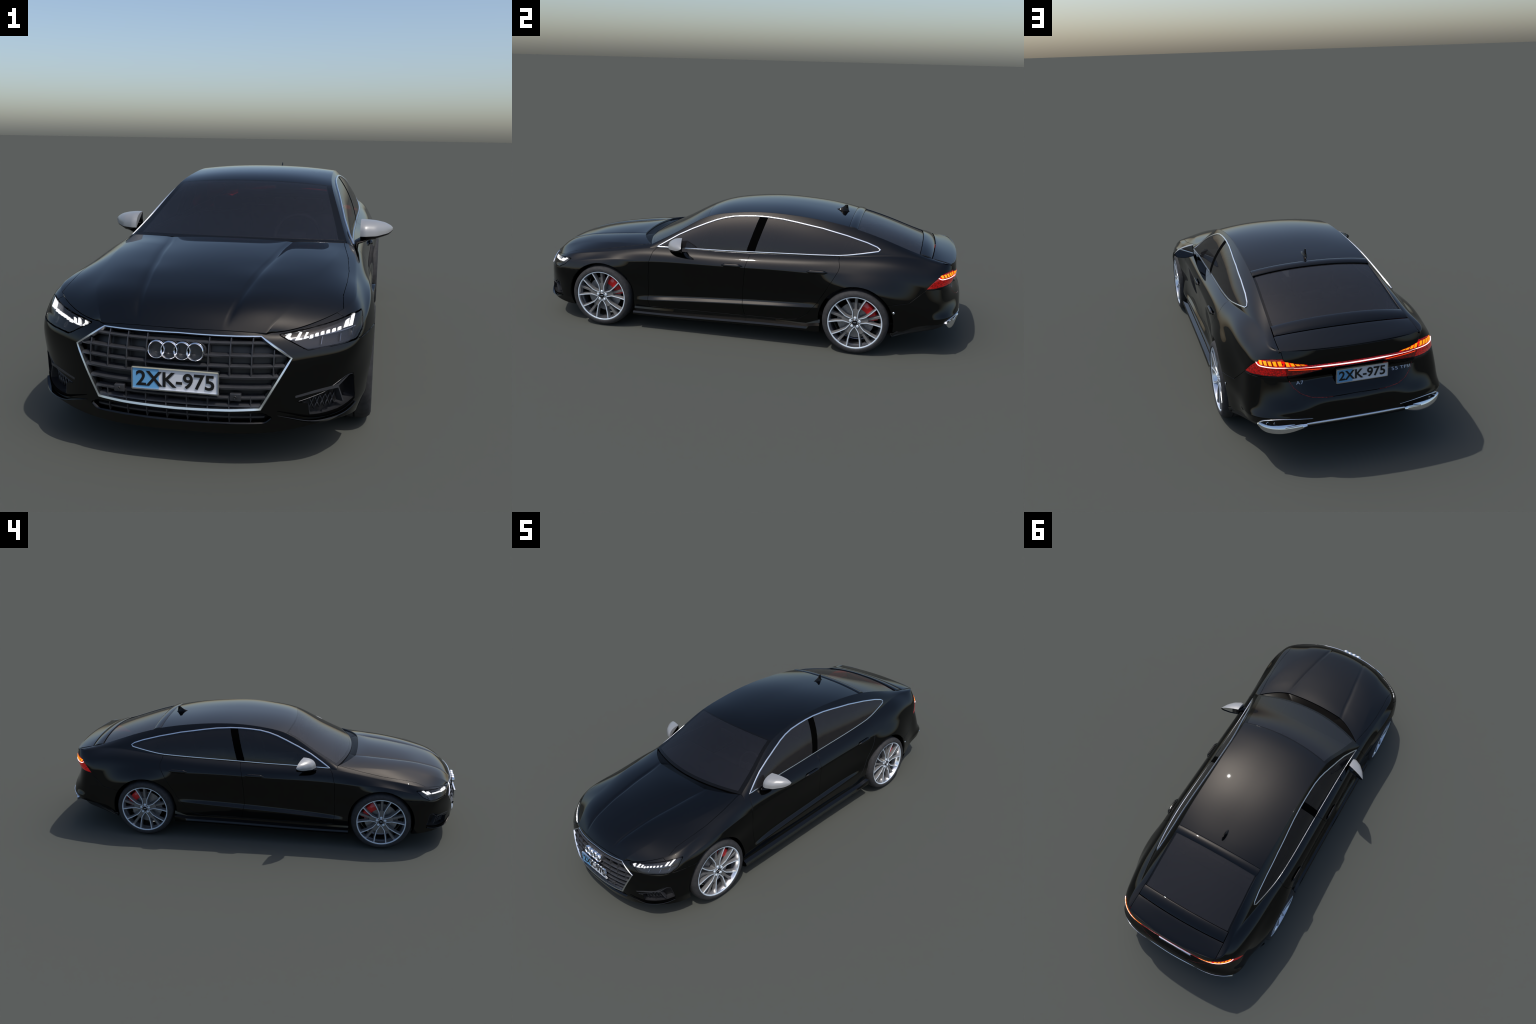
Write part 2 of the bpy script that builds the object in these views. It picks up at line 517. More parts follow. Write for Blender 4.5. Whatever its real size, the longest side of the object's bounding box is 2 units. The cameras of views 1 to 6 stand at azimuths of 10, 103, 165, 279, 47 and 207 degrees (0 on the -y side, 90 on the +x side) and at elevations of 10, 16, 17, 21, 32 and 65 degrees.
UPPER = [(0, -.974, .277), (.10, -.968, .277), (.20, -.942, .276), (.287, -.890, .286), (.349, -.820, .299), (.359, -.75, .314),
         (.355, -.624, .334), (.350, -.46, .354), (.348, -.34, .360), (.344, -.05, .368), (.345, .20, .377), (.341, .40, .387),
         (.329, .555, .396), (.323, .71, .395), (.312, .82, .378), (.300, .894, .358), (.226, .953, .351), (.115, .965, .349),
         (0, .967, .349)]
BELT = [(0, -.965, .289), (.10, -.959, .289), (.195, -.933, .285), (.28, -.874, .301), (.335, -.80, .321), (.344, -.735, .333),
        (.339, -.624, .347), (.330, -.46, .373), (.320, -.34, .386), (.312, -.05, .392), (.312, .20, .402), (.311, .40, .409),
        (.298, .555, .419), (.275, .71, .428), (.262, .82, .418), (.258, .903, .408), (.203, .948, .402), (.11, .961, .400),
        (0, .965, .400)]
def ledge_row():
    """line just above the lower crease: on the doors it steps in, making a ledge"""
    out = []
    for c, l in zip(CREASE, LOWER):
        c, l = np.array(c), np.array(l)
        on_door = float(sstep(-.47, -.42, c[1]) * (1 - sstep(.34, .42, c[1]))) if c[0] > .3 else 0.
        p = c + (l - c) * .32
        q = np.array([l[0] + .002, p[1], c[2] + .016])
        out.append(tuple(p * (1 - on_door) + q * on_door))
    return out
ROWS = np.array([UNDER, CREASE, ledge_row(), LOWER, MIDDLE, SHOULDER, UPPER, BELT], float)
tcol = np.mean([chord(r) / chord(r)[-1] for r in ROWS], axis=0)
NU = 330
TU = np.linspace(0, 1, NU)
rows = np.array([spline(np.concatenate([(r[1:2] * [-1, 1, 1]), r, (r[-2:-1] * [-1, 1, 1])]),
                        np.concatenate([[-tcol[1]], tcol, [2 - tcol[-2]]]), TU) for r in ROWS])
rows[:, 0, 0] = 0; rows[:, -1, 0] = 0
belt_line = rows[7]

def flank_grid():
    segs = [(0, 1, 8), (1, 2, 5), (2, 5, 24), (5, 7, 14)]          # breaks (creases) at the lower crease and the shoulder
    out = []
    for a, b, n in segs:
        blk = np.zeros((n, NU, 3))
        h = np.concatenate([[0], np.cumsum(np.linalg.norm(np.diff(rows[a:b+1], axis=0), axis=2).mean(1))])
        T = np.linspace(0, h[-1], n)
        P = rows[a:b+1].transpose(0, 1, 2).reshape(b - a + 1, -1)
        blk = spline(P, h, T).reshape(n, NU, 3)
        out.append(blk if a == 0 else blk[1:])
    return np.concatenate(out).transpose(1, 0, 2)
flank = Skin(flank_grid(), flip=False)
if flank.V[np.argmax(flank.V[:, 0]), 3] < 0: flank.V[:, 3:6] *= -1; flank.F = flank.F[:, ::-1]

# seam between roof / glass and the side frame, with the matching centre line
SEAM = np.array([(.303, -.402, .393), (.272, -.275, .461), (.240, -.145, .530), (.231, -.04, .552), (.227, .10, .564), (.226, .25, .560),
                 (.227, .40, .544), (.226, .52, .521), (.230, .67, .477), (.234, .81, .430), (.238, .89, .411), (.239, .939, .401)])
SPINE = np.array([(0, -.466, .400), (0, -.320, .471), (0, -.172, .544), (0, -.06, .567), (0, .10, .577), (0, .25, .573),
                  (0, .40, .557), (0, .52, .538), (0, .67, .499), (0, .82, .449), (0, .905, .418), (0, .964, .402)])
tp = (chord(SEAM) / chord(SEAM)[-1] + chord(SPINE) / chord(SPINE)[-1]) / 2
NP = 190
TP = np.linspace(0, 1, NP)
seam = spline(SEAM, tp, TP); spine = spline(SPINE, tp, TP)

def top_grid():
    s = np.linspace(0, 1, 40)[None, :, None]
    a, b = spine[:, None], seam[:, None]
    x = b[..., :1] * s
    y = a[..., 1:2] + (b[..., 1:2] - a[..., 1:2]) * s**2.0
    z = a[..., 2:] + (b[..., 2:] - a[..., 2:]) * s**2.3
    return np.concatenate([x + 0*y, y, z], 2)
top = Skin(top_grid())
if top.V[len(top.V)//2, 5] < 0: top.V[:, 3:6] *= -1; top.F = top.F[:, ::-1]

def house_grid():
    """side of the passenger cell between belt line and roof seam"""
    side = belt_line[(belt_line[:, 0] > .2)]
    side = side[np.argsort(side[:, 1])]
    yb = np.clip(seam[:, 1], -.402, .902)
    low = at_y(side, yb)
    s = np.linspace(0, 1, 36)[None, :, None]
    g = low[:, None] * (1 - s) + seam[:, None] * s
    h = np.linalg.norm(seam - low, axis=1)[:, None, None]
    bulge = .073 * h * 4 * s * (1 - s)
    g[..., 0:1] += bulge * .9; g[..., 2:3] += bulge * .45
    return g
house = Skin(house_grid())
if house.V[len(house.V)//2, 3] < 0: house.V[:, 3:6] *= -1; house.F = house.F[:, ::-1]

HOOD_SPINE = [(0, -.965, .289), (0, -.943, .312), (0, -.90, .338), (0, -.84, .357), (0, -.783, .371), (0, -.70, .387), (0, -.60, .401), (0, -.54, .407), (0, -.498, .409)]
HOOD_INNER = [(.088, -.960, .289), (.092, -.936, .311), (.099, -.900, .333), (.108, -.84, .353), (.116, -.783, .367), (.124, -.72, .377), (.133, -.662, .385), (.146, -.546, .398), (.156, -.490, .404)]
HOOD_OUTER = [(.176, -.947, .285), (.185, -.931, .298), (.197, -.911, .311), (.217, -.869, .331), (.235, -.81, .347), (.251, -.741, .360), (.277, -.595, .379), (.294, -.452, .389), (.303, -.402, .393)]
def hood_grid():
    """lofted across four lines: middle, inner crease, outer crease, belt"""
    n = 130
    bl = belt_line
    k2 = int(np.argmin(np.abs(bl[:80, 0] - .186)))
    ke = int(np.argmin(np.abs(bl[:200, 1] + .402) + (bl[:200, 0] < .2) * 9))
    def even(P, m=n): return resample(curve(P, 400), m)
    mid, inn, out = even(HOOD_SPINE), even(HOOD_INNER), even(HOOD_OUTER)
    side = resample(bl[k2:ke+1], n)
    fade = (sstep(0, .12, np.linspace(0, 1, n)) * (1 - .5*sstep(.8, 1, np.linspace(0, 1, n))))[:, None]
    g = []
    for s in np.linspace(0, 1, 22)[:-1]:
        q = mid * (1 - s) + inn * s
        q[:, 2] = mid[:, 2] + (inn[:, 2] - mid[:, 2]) * s**2
        q[:, 1] = mid[:, 1] + (inn[:, 1] - mid[:, 1]) * s**2
        g.append(q)
    for s in np.linspace(0, 1, 20)[:-1]:
        q = inn * (1 - s) + out * s
        q[:, 1] -= .011 * 4*s*(1-s) * sstep(.6, 1, np.linspace(0, 1, n))
        q[:, 2:] += fade * (.0045 * 4*s*(1-s) - .0035 * np.exp(-(s / .10)**2) * (s > .01))
        g.append(q)
    for s in np.linspace(0, 1, 18):
        q = out * (1 - s) + side * s
        q[:, 2:] += fade * .0015 * 4*s*(1-s)
        g.append(q)
    return np.array(g).transpose(1, 0, 2)
hood = Skin(hood_grid())
if hood.V[len(hood.V)//2, 5] < 0: hood.V[:, 3:6] *= -1; hood.F = hood.F[:, ::-1]

# =====================================================================
#  CUTTING THE PANELS
# =====================================================================
HUB_F, HUB_R, HUB_Z = -.624, .555, .1445
RA = {HUB_F: .1585, HUB_R: .1620}
def arch(yc, n=48):
    r = RA[yc]
    return [(yc + r * math.cos(a), HUB_Z + r * math.sin(a)) for a in np.linspace(0, 2*np.pi, n, endpoint=False)]

onside = lambda c: c[:, 0] > .2
flank.region(E_SIDE, arch(HUB_F), 'gone', pred=onside)
flank.region(E_SIDE, arch(HUB_R), 'gone', pred=onside)
for yc in (HUB_F, HUB_R):                       # nothing left below the arches
    m = (np.abs(flank.V[flank.F].mean(1)[:, 1] - yc) < RA[yc] * .93) & (flank.V[flank.F].mean(1)[:, 2] < .15) & onside(flank.V[flank.F].mean(1))
    flank.R[m] = 'gone'

DOOR_F = [(-.362, .45), (-.368, .386), (-.381, .368), (-.393, .325), (-.398, .25), (-.398, .15), (-.393, .116), (-.385, .112), (.05, .116),
          (.060, .120), (.048, .19), (.050, .25), (.058, .343), (.072, .395), (.075, .45)]
DOOR_R = [(.075, .45), (.072, .395), (.058, .343), (.050, .25), (.048, .19), (.060, .120), (.07, .118), (.25, .120), (.30, .128), (.343, .157), (.39, .218),
          (.444, .315), (.470, .362), (.473, .380), (.466, .400), (.461, .45)]
flank.region(E_SIDE, DOOR_F, 'front_door', only=['body'], pred=onside)
flank.region(E_SIDE, DOOR_R, 'rear_door', only=['body'], pred=onside)

# headlights, seen from 40 degrees off the front
E_LAMP = e_diag(40)
def lampuv(p): return (np.dot(p, E_LAMP[0]), p[2])
HEADLIGHT = [lampuv(np.array(p)) for p in [(.196, -.935, .281), (.249, -.922, .251), (.345, -.840, .258), (.352, -.80, .275), (.357, -.775, .307), (.335, -.815, .306), (.28, -.885, .293)]]
atfront = lambda c: (c[:, 1] < -.7) & (c[:, 0] > .12)
flank.region(E_LAMP, round_poly(HEADLIGHT, .006, 3), 'headlight', only=['body'], pred=atfront)
# grille and lower intake, seen from the front
GRILLE = [(0, .2815), (.166, .279), (.228, .238), (.170, .136), (.11, .133), (0, .131)]
GR_FULL = [(-x, z) for x, z in GRILLE[::-1][1:-1]] + GRILLE[:]
infront = lambda c: (c[:, 1] < -.85)
flank.region(E_FRONT, [(-.02, .2815)] + GRILLE[:] + [(-.02, .131)], 'grille', only=['body'], pred=infront)
INTAKE = round_poly([(-.1, .1255), (.178, .1255), (.194, .116), (.180, .103), (-.1, .099)], .006)
flank.region(E_FRONT, INTAKE, 'intake', only=['body'], pred=infront)
E_FOG = e_diag(35)
def foguv(p): return (np.dot(p, E_FOG[0]), p[2])
FOG = [foguv(np.array(p)) for p in [(.238, -.945, .147), (.29, -.91, .160), (.335, -.873, .186), (.352, -.858, .185), (.357, -.845, .125), (.30, -.905, .107), (.262, -.93, .113), (.258, -.93, .143)]]
flank.region(E_FOG, round_poly(FOG, .006, 3), 'fog', only=['body'], pred=atfront)
# bumper / wing split
FB = [(-1.1, .40), (-.843, .40), (-.843, .258), (-.775, .262), (-.60, .262), (-.60, 0), (-1.1, 0)]
flank.region(E_SIDE, FB, 'front_bumper', only=['body'])
# tail lamps, seen from 35 degrees off the back
E_TAIL = e_diag(145)
def tailuv(p): return (np.dot(p, E_TAIL[0]), p[2])
TAIL = [(.211, .309), (.238, .337), (.265, .358), (.280, .366), (.310, .373), (.353, .377), (.364, .367), (.390, .361), (.416, .356), (.465, .3395), (.465, .3300), (.441, .325), (.398, .320), (.356, .317), (.284, .313)]
atrear = lambda c: (c[:, 1] > .8)
flank.region(E_TAIL, TAIL, 'tail_light', only=['body'], pred=atrear)
BOOT = [(-.05, .245), (.10, .243), (.150, .247), (.180, .258), (.201, .276), (.214, .300), (.222, .325), (.225, .345), (.236, .405), (.24, .45), (-.05, .45)]
flank.region(E_FRONT, BOOT, 'boot_lid', only=['body'], pred=atrear)
flank.region(E_FRONT, BOOT, 'tail_inner', only=['tail_light'], pred=atrear)
RB = [(.60, .0), (.60, .236), (.691, .238), (.777, .250), (.842, .306), (.90, .306), (1.1, .335), (1.1, 0)]
flank.region(E_SIDE, RB, 'rear_bumper', only=['body'])
c = flank.V[flank.F].mean(1)
flank.R[(flank.R == 'body') & (c[:, 1] < -.3)] = 'front_wing'
flank.R[(flank.R == 'body')] = 'quarter'

# side glass
WIN = [(-.368, .3875), (-.272, .445), (-.211, .475), (-.151, .501), (-.105, .519), (-.065, .531), (-.02, .540), (.032, .545), (.08, .5475), (.13, .5475), (.20, .5430), (.264, .535),
       (.38, .518), (.489, .495), (.578, .472), (.622, .457), (.636, .448), (.628, .441), (.555, .4285), (.50, .420), (.461, .416)]
low = [(y, float(np.interp(y, [-.34, -.05, .20, .40, .461], [.3885, .3945, .405, .4135, .416]))) for y in np.linspace(.42, -.33, 16)]
WINDOW = np.array(WIN + low)
house.region(E_SIDE, WINDOW, 'window')
house.R[house.R == 'body'] = 'side_frame'
PILLAR = [(.045, .38), (.082, .38), (.132, .5495), (.095, .5495)]
house.region(E_SIDE, PILLAR, 'pillar', only=['window'])
PARTING = [(-.30, .38), (-.285, .38), (-.255, .50), (-.27, .50)]
house.R[house.R == 'window'] = 'rear_window_pane'
house.region(E_SIDE, [(-.5, .3), (.0395, .3), (.1295, .6), (-.5, .6)], 'front_window_pane', only=['rear_window_pane'])

# top skin, cut in its own grid coordinates (along, across)
def p_at(y):                                   # grid coordinate of a centre-line y
    return float(np.interp(y, spine[:, 1], TP))
P_COWL, P_WS, P_ROOF, P_RW = p_at(-.452), p_at(-.180), p_at(.492), p_at(.530)
P_GB, P_SP = p_at(.812), p_at(.868)
def band(a, b, s=1.05): return [(a, -.05), (b, -.05), (b, s), (a, s)]
top.region('param', band(-.1, P_COWL), 'cowl', ext=.05)
top.region('param', band(P_COWL, P_WS, .935), 'windscreen', ext=.05)
top.region('param', band(P_COWL, P_WS + .004), 'screen_surround', only=['body'], ext=.05)
top.region('param', band(P_WS + .004, P_ROOF), 'roof', only=['body'], ext=.05)
top.region('param', band(P_ROOF, P_RW), 'roof_spoiler', only=['body'], ext=.05)
top.region('param', band(P_RW, P_GB, .965), 'rear_screen', ext=.05)
top.region('param', band(P_RW, P_GB), 'rear_surround', only=['body'], ext=.05)
top.region('param', band(P_GB, P_SP), 'spoiler', only=['body'], ext=.05)
top.R[top.R == 'body'] = 'boot_deck'

# hood / wing shut line seen from above
WING = [(.322, -.83), (.318, -.78), (.322, -.70), (.322, -.62), (.314, -.52), (.300, -.43), (.296, -.395), (.36, -.38), (.40, -.6), (.40, -.83)]
hood.region(E_TOP, WING, 'wing_top')
hood.R[hood.R == 'body'] = 'hood'

# =====================================================================
#  BODY PARTS
# =====================================================================
def reshape(skin, name, fn):
    """a region of a skin pushed along its normals by fn(along, across)"""
    m = np.isin(skin.R, [name] if isinstance(name, str) else name); f = skin.F[m]
    u, inv = np.unique(f, return_inverse=True)
    v = skin.V[u].copy(); f = inv.reshape(-1, 3)
    v[:, :3] += v[:, 3:6] * fn(v[:, 6], v[:, 7])[:, None]
    fn_ = np.cross(v[f[:, 1], :3] - v[f[:, 0], :3], v[f[:, 2], :3] - v[f[:, 0], :3])
    acc = np.zeros((len(v), 3)); 
    for k in range(3): np.add.at(acc, f[:, k], fn_)
    nn = acc / (np.linalg.norm(acc, axis=1)[:, None] + 1e-15)
    flat = v[:, 7] < 1e-6                       # stay smooth across the centre line
    nn[flat, 0] = 0
    v[:, 3:6] = nn / (np.linalg.norm(nn, axis=1)[:, None] + 1e-15)
    return v[:, :6], f
def hump(a, b, h, base=0., power=.6):
    return lambda p, s: base + h * np.clip(np.sin(np.clip((p - a) / (b - a), 0, 1) * math.pi), 0, 1)**power
def centre_panel(name, data, material='black_paint', **k):
    v, f = panel(*both(*data), **k)
    return mesh_obj(name, v, f, material)
def side_panel(name, data, material='black_paint', parents=(ROOT, ROOT), **k):
    v, f = panel(*data, **k)
    return mirrored(name, v, f, material, parents)

centre_panel('hood', hood.take('hood'))
side_panel('front_wing', join_data(flank.take('front_wing'), hood.take('wing_top')), blend=belt_line)
DOORS = {}
DOORS['front'] = side_panel('front_door', flank.take('front_door'))
DOORS['rear'] = side_panel('rear_door', flank.take('rear_door'))
side_panel('rear_quarter', join_data(flank.take('quarter'), house.take('side_frame')), blend=belt_line)
side_panel('door_pillar', house.take('pillar'), 'void_black')
WF = side_panel('side_window', house.take('front_window_pane'), 'window_glass', parents=DOORS['front'], depth=.003)
WR = side_panel('side_window', house.take('rear_window_pane'), 'window_glass', parents=DOORS['rear'], depth=.003)
FBUMP = centre_panel('front_bumper', flank.take('front_bumper'), depth=.014)
RBUMP = centre_panel('rear_bumper', flank.take('rear_bumper'), depth=.012)
BOOTLID = centre_panel('boot_lid', flank.take('boot_lid'))
centre_panel('cowl', top.take('cowl'), 'gloss_black')
hr = hood.grid[-1] + np.array([0, -.004, -.006]); gr = resample(top.grid[0], len(hr)) + np.array([0, .002, -.004])
s_ = np.linspace(0, 1, 6)[:, None, None]
sc = Skin((hr[None] * (1 - s_) + gr[None] * s_))
if sc.V[:, 5].mean() < 0: sc.V[:, 3:6] *= -1; sc.F = sc.F[:, ::-1]
mesh_obj('scuttle', *weld(*both(*sc.take('body'))), 'scuttle_black')
centre_panel('windscreen', top.take('windscreen'), 'windscreen_glass', gap=.0, depth=.003)
centre_panel('windscreen_surround', top.take('screen_surround'), 'gloss_black', gap=0.)
centre_panel('roof', top.take('roof'))
centre_panel('roof_spoiler', reshape(top, 'roof_spoiler', hump(P_ROOF, P_RW, .004, .0)))
centre_panel('rear_screen', reshape(top, 'rear_screen', lambda p, s: 0*p - .004), 'window_glass', gap=0., depth=.003)
centre_panel('rear_screen_surround', reshape(top, 'rear_surround', lambda p, s: 0*p - .004), 'gloss_black', gap=0.)
centre_panel('rear_spoiler', reshape(top, 'spoiler', hump(P_GB, P_SP, .005, -.001)), gap=.003)
centre_panel('boot_deck', reshape(top, 'boot_deck', hump(P_SP, 1.0, .003, -.0005, .5)), gap=.002)

# ---- wheel wells, floor and cabin so that nothing is hollow
def well(yc):
    ra = RA[yc]
    a = np.linspace(-.37, math.pi + .37, 40)
    V = []
    for x, r in ((.364, ra + .0015), (.357, ra + .005), (.22, ra + .004), (.215, .05)):
        for t in a: V.append((x, yc + r * math.cos(t), HUB_Z + r * math.sin(t)))
    return np.array(V), grid_faces(4, 40)
for yc in (HUB_F, HUB_R):
    v, f = well(yc)
    mirrored('wheel_well', v, f, 'void_black')
def floor():
    pts = [(.29, -.88), (.32, -.80), (.215, -.78), (.215, -.46), (.345, -.45), (.345, .39), (.215, .40), (.215, .71)]
    poly = [(x, y, .088) for x, y in pts] + [(-x, y, .088) for x, y in pts[::-1]]
    back = [(.34, .73), (.31, .85), (.22, .93), (.1, .95)]
    poly2 = [(x, y, .138) for x, y in back] + [(-x, y, .138) for x, y in back[::-1]]
    ramp = [(.215, .70, .09), (.34, .735, .152), (-.34, .735, .152), (-.215, .70, .09)]
    return merge(prism(poly, (0, 0, .012)), prism(poly2, (0, 0, .008)), prism(ramp, (0, 0, .008)))
v, f = floor()
fix_normals(mesh_obj('underbody', v, f, 'void_black', smooth=False))

# ---- cabin
def rbox(name, c, s, material, parent=ROOT, bevel=.01, rot=None):
    v, f = box((0, 0, 0), s)
    if rot is not None:
        v = v @ np.array(Matrix.Rotation(rot[1], 3, rot[0])).T
    o = mesh_obj(name, v + np.array(c), f, material, parent, smooth=False)
    return fix_normals(o, bevel, 3)
CAB = empty('cabin', ROOT)
rbox('cabin_floor', (0, .15, .14), (.60, 1.10, .02), 'interior_dark', CAB, .004)
rbox('dashboard', (0, -.30, .335), (.58, .16, .09), 'interior_dark', CAB, .025)
rbox('centre_console', (0, -.05, .24), (.09, .42, .09), 'interior_dark', CAB, .012)
rbox('parcel_shelf', (0, .74, .34), (.44, .34, .02), 'interior_dark', CAB, .006)
rbox('door_lining', (.318, .05, .30), (.012, .90, .16), 'interior_dark', CAB, .004)
rbox('door_lining', (-.318, .05, .30), (.012, .90, .16), 'interior_dark', CAB, .004)
for sx in (-1, 1):
    st = empty('front_seat', ROOT)
    rbox('seat_cushion', (sx*.145, -.06, .235), (.19, .20, .06), 'interior_trim', st, .02)
    rbox('seat_backrest', (sx*.145, .065, .325), (.19, .055, .19), 'interior_trim', st, .02, ('X', -.32))
    rbox('headrest', (sx*.145, .105, .445), (.10, .035, .05), 'interior_trim', st, .014, ('X', -.2))
rs = empty('rear_seat', ROOT)
rbox('seat_cushion', (0, .33, .235), (.52, .18, .06), 'interior_trim', rs, .02)
rbox('seat_backrest', (0, .47, .32), (.52, .055, .18), 'interior_trim', rs, .02, ('X', -.45))
for x in (-.15, 0, .15):
    rbox('headrest', (x, .52, .415), (.09, .03, .035), 'interior_trim', rs, .012, ('X', -.3))
def torus(R, r, n=48, m=10):
    a = np.linspace(0, 2*np.pi, n, endpoint=False); b = np.linspace(0, 2*np.pi, m, endpoint=False)
    A, B = np.meshgrid(a, b, indexing='ij')
    return np.stack([(R + r*np.cos(B))*np.cos(A), r*np.sin(B), (R + r*np.cos(B))*np.sin(A)], 2).reshape(-1, 3), grid_faces(n, m, True, True)
v, f = merge(torus(.070, .0055), box((0, 0, 0), (.05, .012, .03)), box((0, 0, 0), (.13, .006, .012)))
v = v @ np.array(Matrix.Rotation(math.radians(-22), 3, 'X')).T + np.array([.145, -.20, .375])
fix_normals(mesh_obj('steering_wheel', v, f, 'interior_trim', CAB))
rbox('interior_mirror', (0, -.20, .505), (.085, .012, .026), 'interior_dark', CAB, .005)

# ---- sills
def sill():
    prof = np.array([(.320, .062), (.366, .062), (.3835, .070), (.3870, .080), (.3830, .088), (.368, .096), (.360, .110), (.320, .114)])
    ys = np.concatenate([np.linspace(-.468, -.44, 4), np.linspace(-.40, .34, 20), np.linspace(.36, .402, 4)])
    V = []
    for y in ys:
        p = prof.copy()
        k = sstep(-.40, .40, y)
        p[:, 1] += .014 * k
        p[1:6, 0] -= .004 + .002 * np.sin(np.clip((y + .47) / .87, 0, 1) * math.pi)
        r = sstep(.33, .40, y)
        p[4:7, 1] += r * .012; p[4:7, 0] += r * .006
        V.append(np.column_stack([p[:, 0], np.full(len(p), y), p[:, 1]]))
    n, m = len(ys), len(prof)
    F = grid_faces(n, m, False, True); F.append(tuple(range(m))); F.append(tuple(reversed(range((n-1)*m, n*m))))
    return np.concatenate(V), F
for o in mirrored('side_sill', *sill(), 'black_paint'): fix_normals(o, None, angle=28)

# ---- rear valance with exhaust trims
VAL = empty('rear_diffuser', ROOT)
val_top = [(0, .994, .162), (.116, .990, .162), (.234, .972, .162), (.330, .909, .158), (.345, .82, .143), (.372, .722, .105)]
val_low = [(0, .960, .130), (.115, .955, .128), (.220, .936, .122), (.298, .885, .120), (.333, .81, .112), (.366, .722, .094)]
def valance():
    a, b = curve(val_top, 40), curve(val_low, 40)
    s = np.linspace(0, 1, 10)[:, None, None]
    g = a[None] * (1-s) + b[None] * s
    g[..., 1] -= .012 * np.sin(s[..., 0] * math.pi) * 1.0
    c = b.copy(); c[:, 1] -= .10; c[:, 0] *= .8
    return np.concatenate([g, c[None]]).transpose(1, 0, 2)
val = Skin(valance())
if val.V[5, 4] < 0: val.V[:, 3:6] *= -1; val.F = val.F[:, ::-1]
v, f = panel(*both(*val.take('body')), gap=0, depth=.01)
mesh_obj('valance', v, f, 'black_plastic', VAL)
strip = np.array([(-.235, .965, .150), (-.20, .974, .157), (-.15, .984, .163), (-.07, .991, .166), (0, .993, .167), (.07, .991, .166), (.15, .984, .163), (.20, .974, .157), (.235, .965, .150)])
strip = curve(strip, 60)
nn = np.repeat([[0, 1., .3]], 60, 0)
v, f = sweep(strip + np.array([0, .0025, -.003]), nn, ellipse(.0045, .004, 10))
mesh_obj('chrome_strip', v, f, 'chrome', VAL)
# wide angular chrome foot under each corner, dark mouth above it, thin bright edge round the mouth
foot_low = curve([(.320, .932, .162), (.307, .941, .145), (.273, .957, .133), (.217, .973, .137), (.168, .986, .156)], 40)
foot_top = curve([(.314, .933, .170), (.293, .945, .161), (.263, .955, .158), (.215, .967, .161), (.168, .981, .166)], 40)
foot_low = foot_low + np.array([0, .004, -.003]); foot_top = foot_top + np.array([0, .004, -.003])
sec = np.stack([foot_low + [-.004, -.020, .006], foot_low, foot_low * .7 + foot_top * .3 + [.001, .003, 0], foot_low * .3 + foot_top * .7 + [.001, .003, 0], foot_top, foot_top + [-.004, -.020, .004]], 1)
for o in mirrored('exhaust_trim', sec.reshape(-1, 3), grid_faces(40, 6) + [tuple(range(6)), tuple(reversed(range(39*6, 40*6)))], 'chrome', (VAL, VAL)): fix_normals(o, angle=40)
mouth_uv = [(.314, .158), (.306, .170), (.285, .179), (.255, .1835), (.20, .183), (.168, .176), (.170, .163), (.215, .157), (.262, .153), (.292, .155)]
mo, mn = flank.drop(E_FRONT, densify(np.array(mouth_uv), .006), .0012, pred=atrear)
mc = mo.mean(0)
V = np.concatenate([mo, mo * .5 + mc * .5 + [0, -.004, 0], mc[None] + [0, -.006, 0]]); m = len(mo)
for o in mirrored('exhaust_mouth', V, grid_faces(2, m, False, True) + [(m+i, m+(i+1) % m, 2*m) for i in range(m)], 'void_black', (VAL, VAL)): fix_normals(o)
eo, en = flank.drop(E_FRONT, curve([(.315, .160), (.307, .171), (.286, .180), (.255, .185), (.20, .1845), (.15, .180)], 40), .0015, pred=atrear)
for o in mirrored('chrome_edge', *sweep(eo, en, np.array([ellipse(.0016, .0018, 8)]) * np.interp(np.linspace(0, 1, 40), [0, .3, 1], [1.6, 1, .4])[:, None, None]), 'chrome', (VAL, VAL)): pass
for x, y, z in ((.285, .948, .165), (.262, .956, .166)):
    v, f = lathe([(-.02, .008), (.006, .0085), (.0068, .0075), (.004, .0068), (-.02, .0065)], 24)
    v = np.stack([v[:, 1] * 1.3, v[:, 0], v[:, 2] * .8], 1) + [x, y, z]
    for o in mirrored('exhaust_pipe', v, f, 'chrome', (VAL, VAL)): fix_normals(o)

# ---- wheels
def wheel_meshes():
    W = {}
    R = .1445
    tp = [(-.049, .112), (-.051, .118), (-.0515, .126), (-.049, .135), (-.043, .1405), (-.034, .1433)]
    for x in (-.022, -.004, .014):              # four tread ribs with grooves
        tp += [(x - .003, R), (x - .0028, R - .004), (x + .0008, R - .004), (x + .001, R)]
    tp += [(.034, .1433), (.043, .1405), (.0495, .135), (.0525, .127), (.0522, .1215), (.0500, .1185), (.0490, .1175), (.046, .113)]
    W['tyre'] = lathe(tp, 120)
    W['rim'] = lathe([(-.048, .108), (-.048, .1165), (-.044, .1165), (-.040, .108), (-.01, .103), (.02, .103), (.034, .108), (.0405, .1105), (.044, .112), (.0475, .1135), (.0485, .1160),
                      (.0480, .1180), (.044, .1180)], 120)
    W['rim_edge'] = lathe([(.0468, .1125), (.0492, .1140), (.0497, .1165), (.0490, .1185), (.046, .1185)], 120)
    W['hub'] = lathe([(.012, .0), (.012, .030), (.030, .028), (.0405, .0225), (.0405, .0)], 40)
    W['cap'] = lathe([(.0425, .0), (.0430, .0100), (.0415, .0115), (.039, .0117)], 32)
    W['cap_ring'] = lathe([(.0420, .0114), (.0430, .0120), (.0420, .0128), (.040, .0128)], 32)
    W['disc'] = lathe([(.002, .03), (.002, .080), (.010, .080), (.010, .030)], 64)
    W['drum'] = lathe([(-.045, .0), (-.045, .102)], 40)
    return W

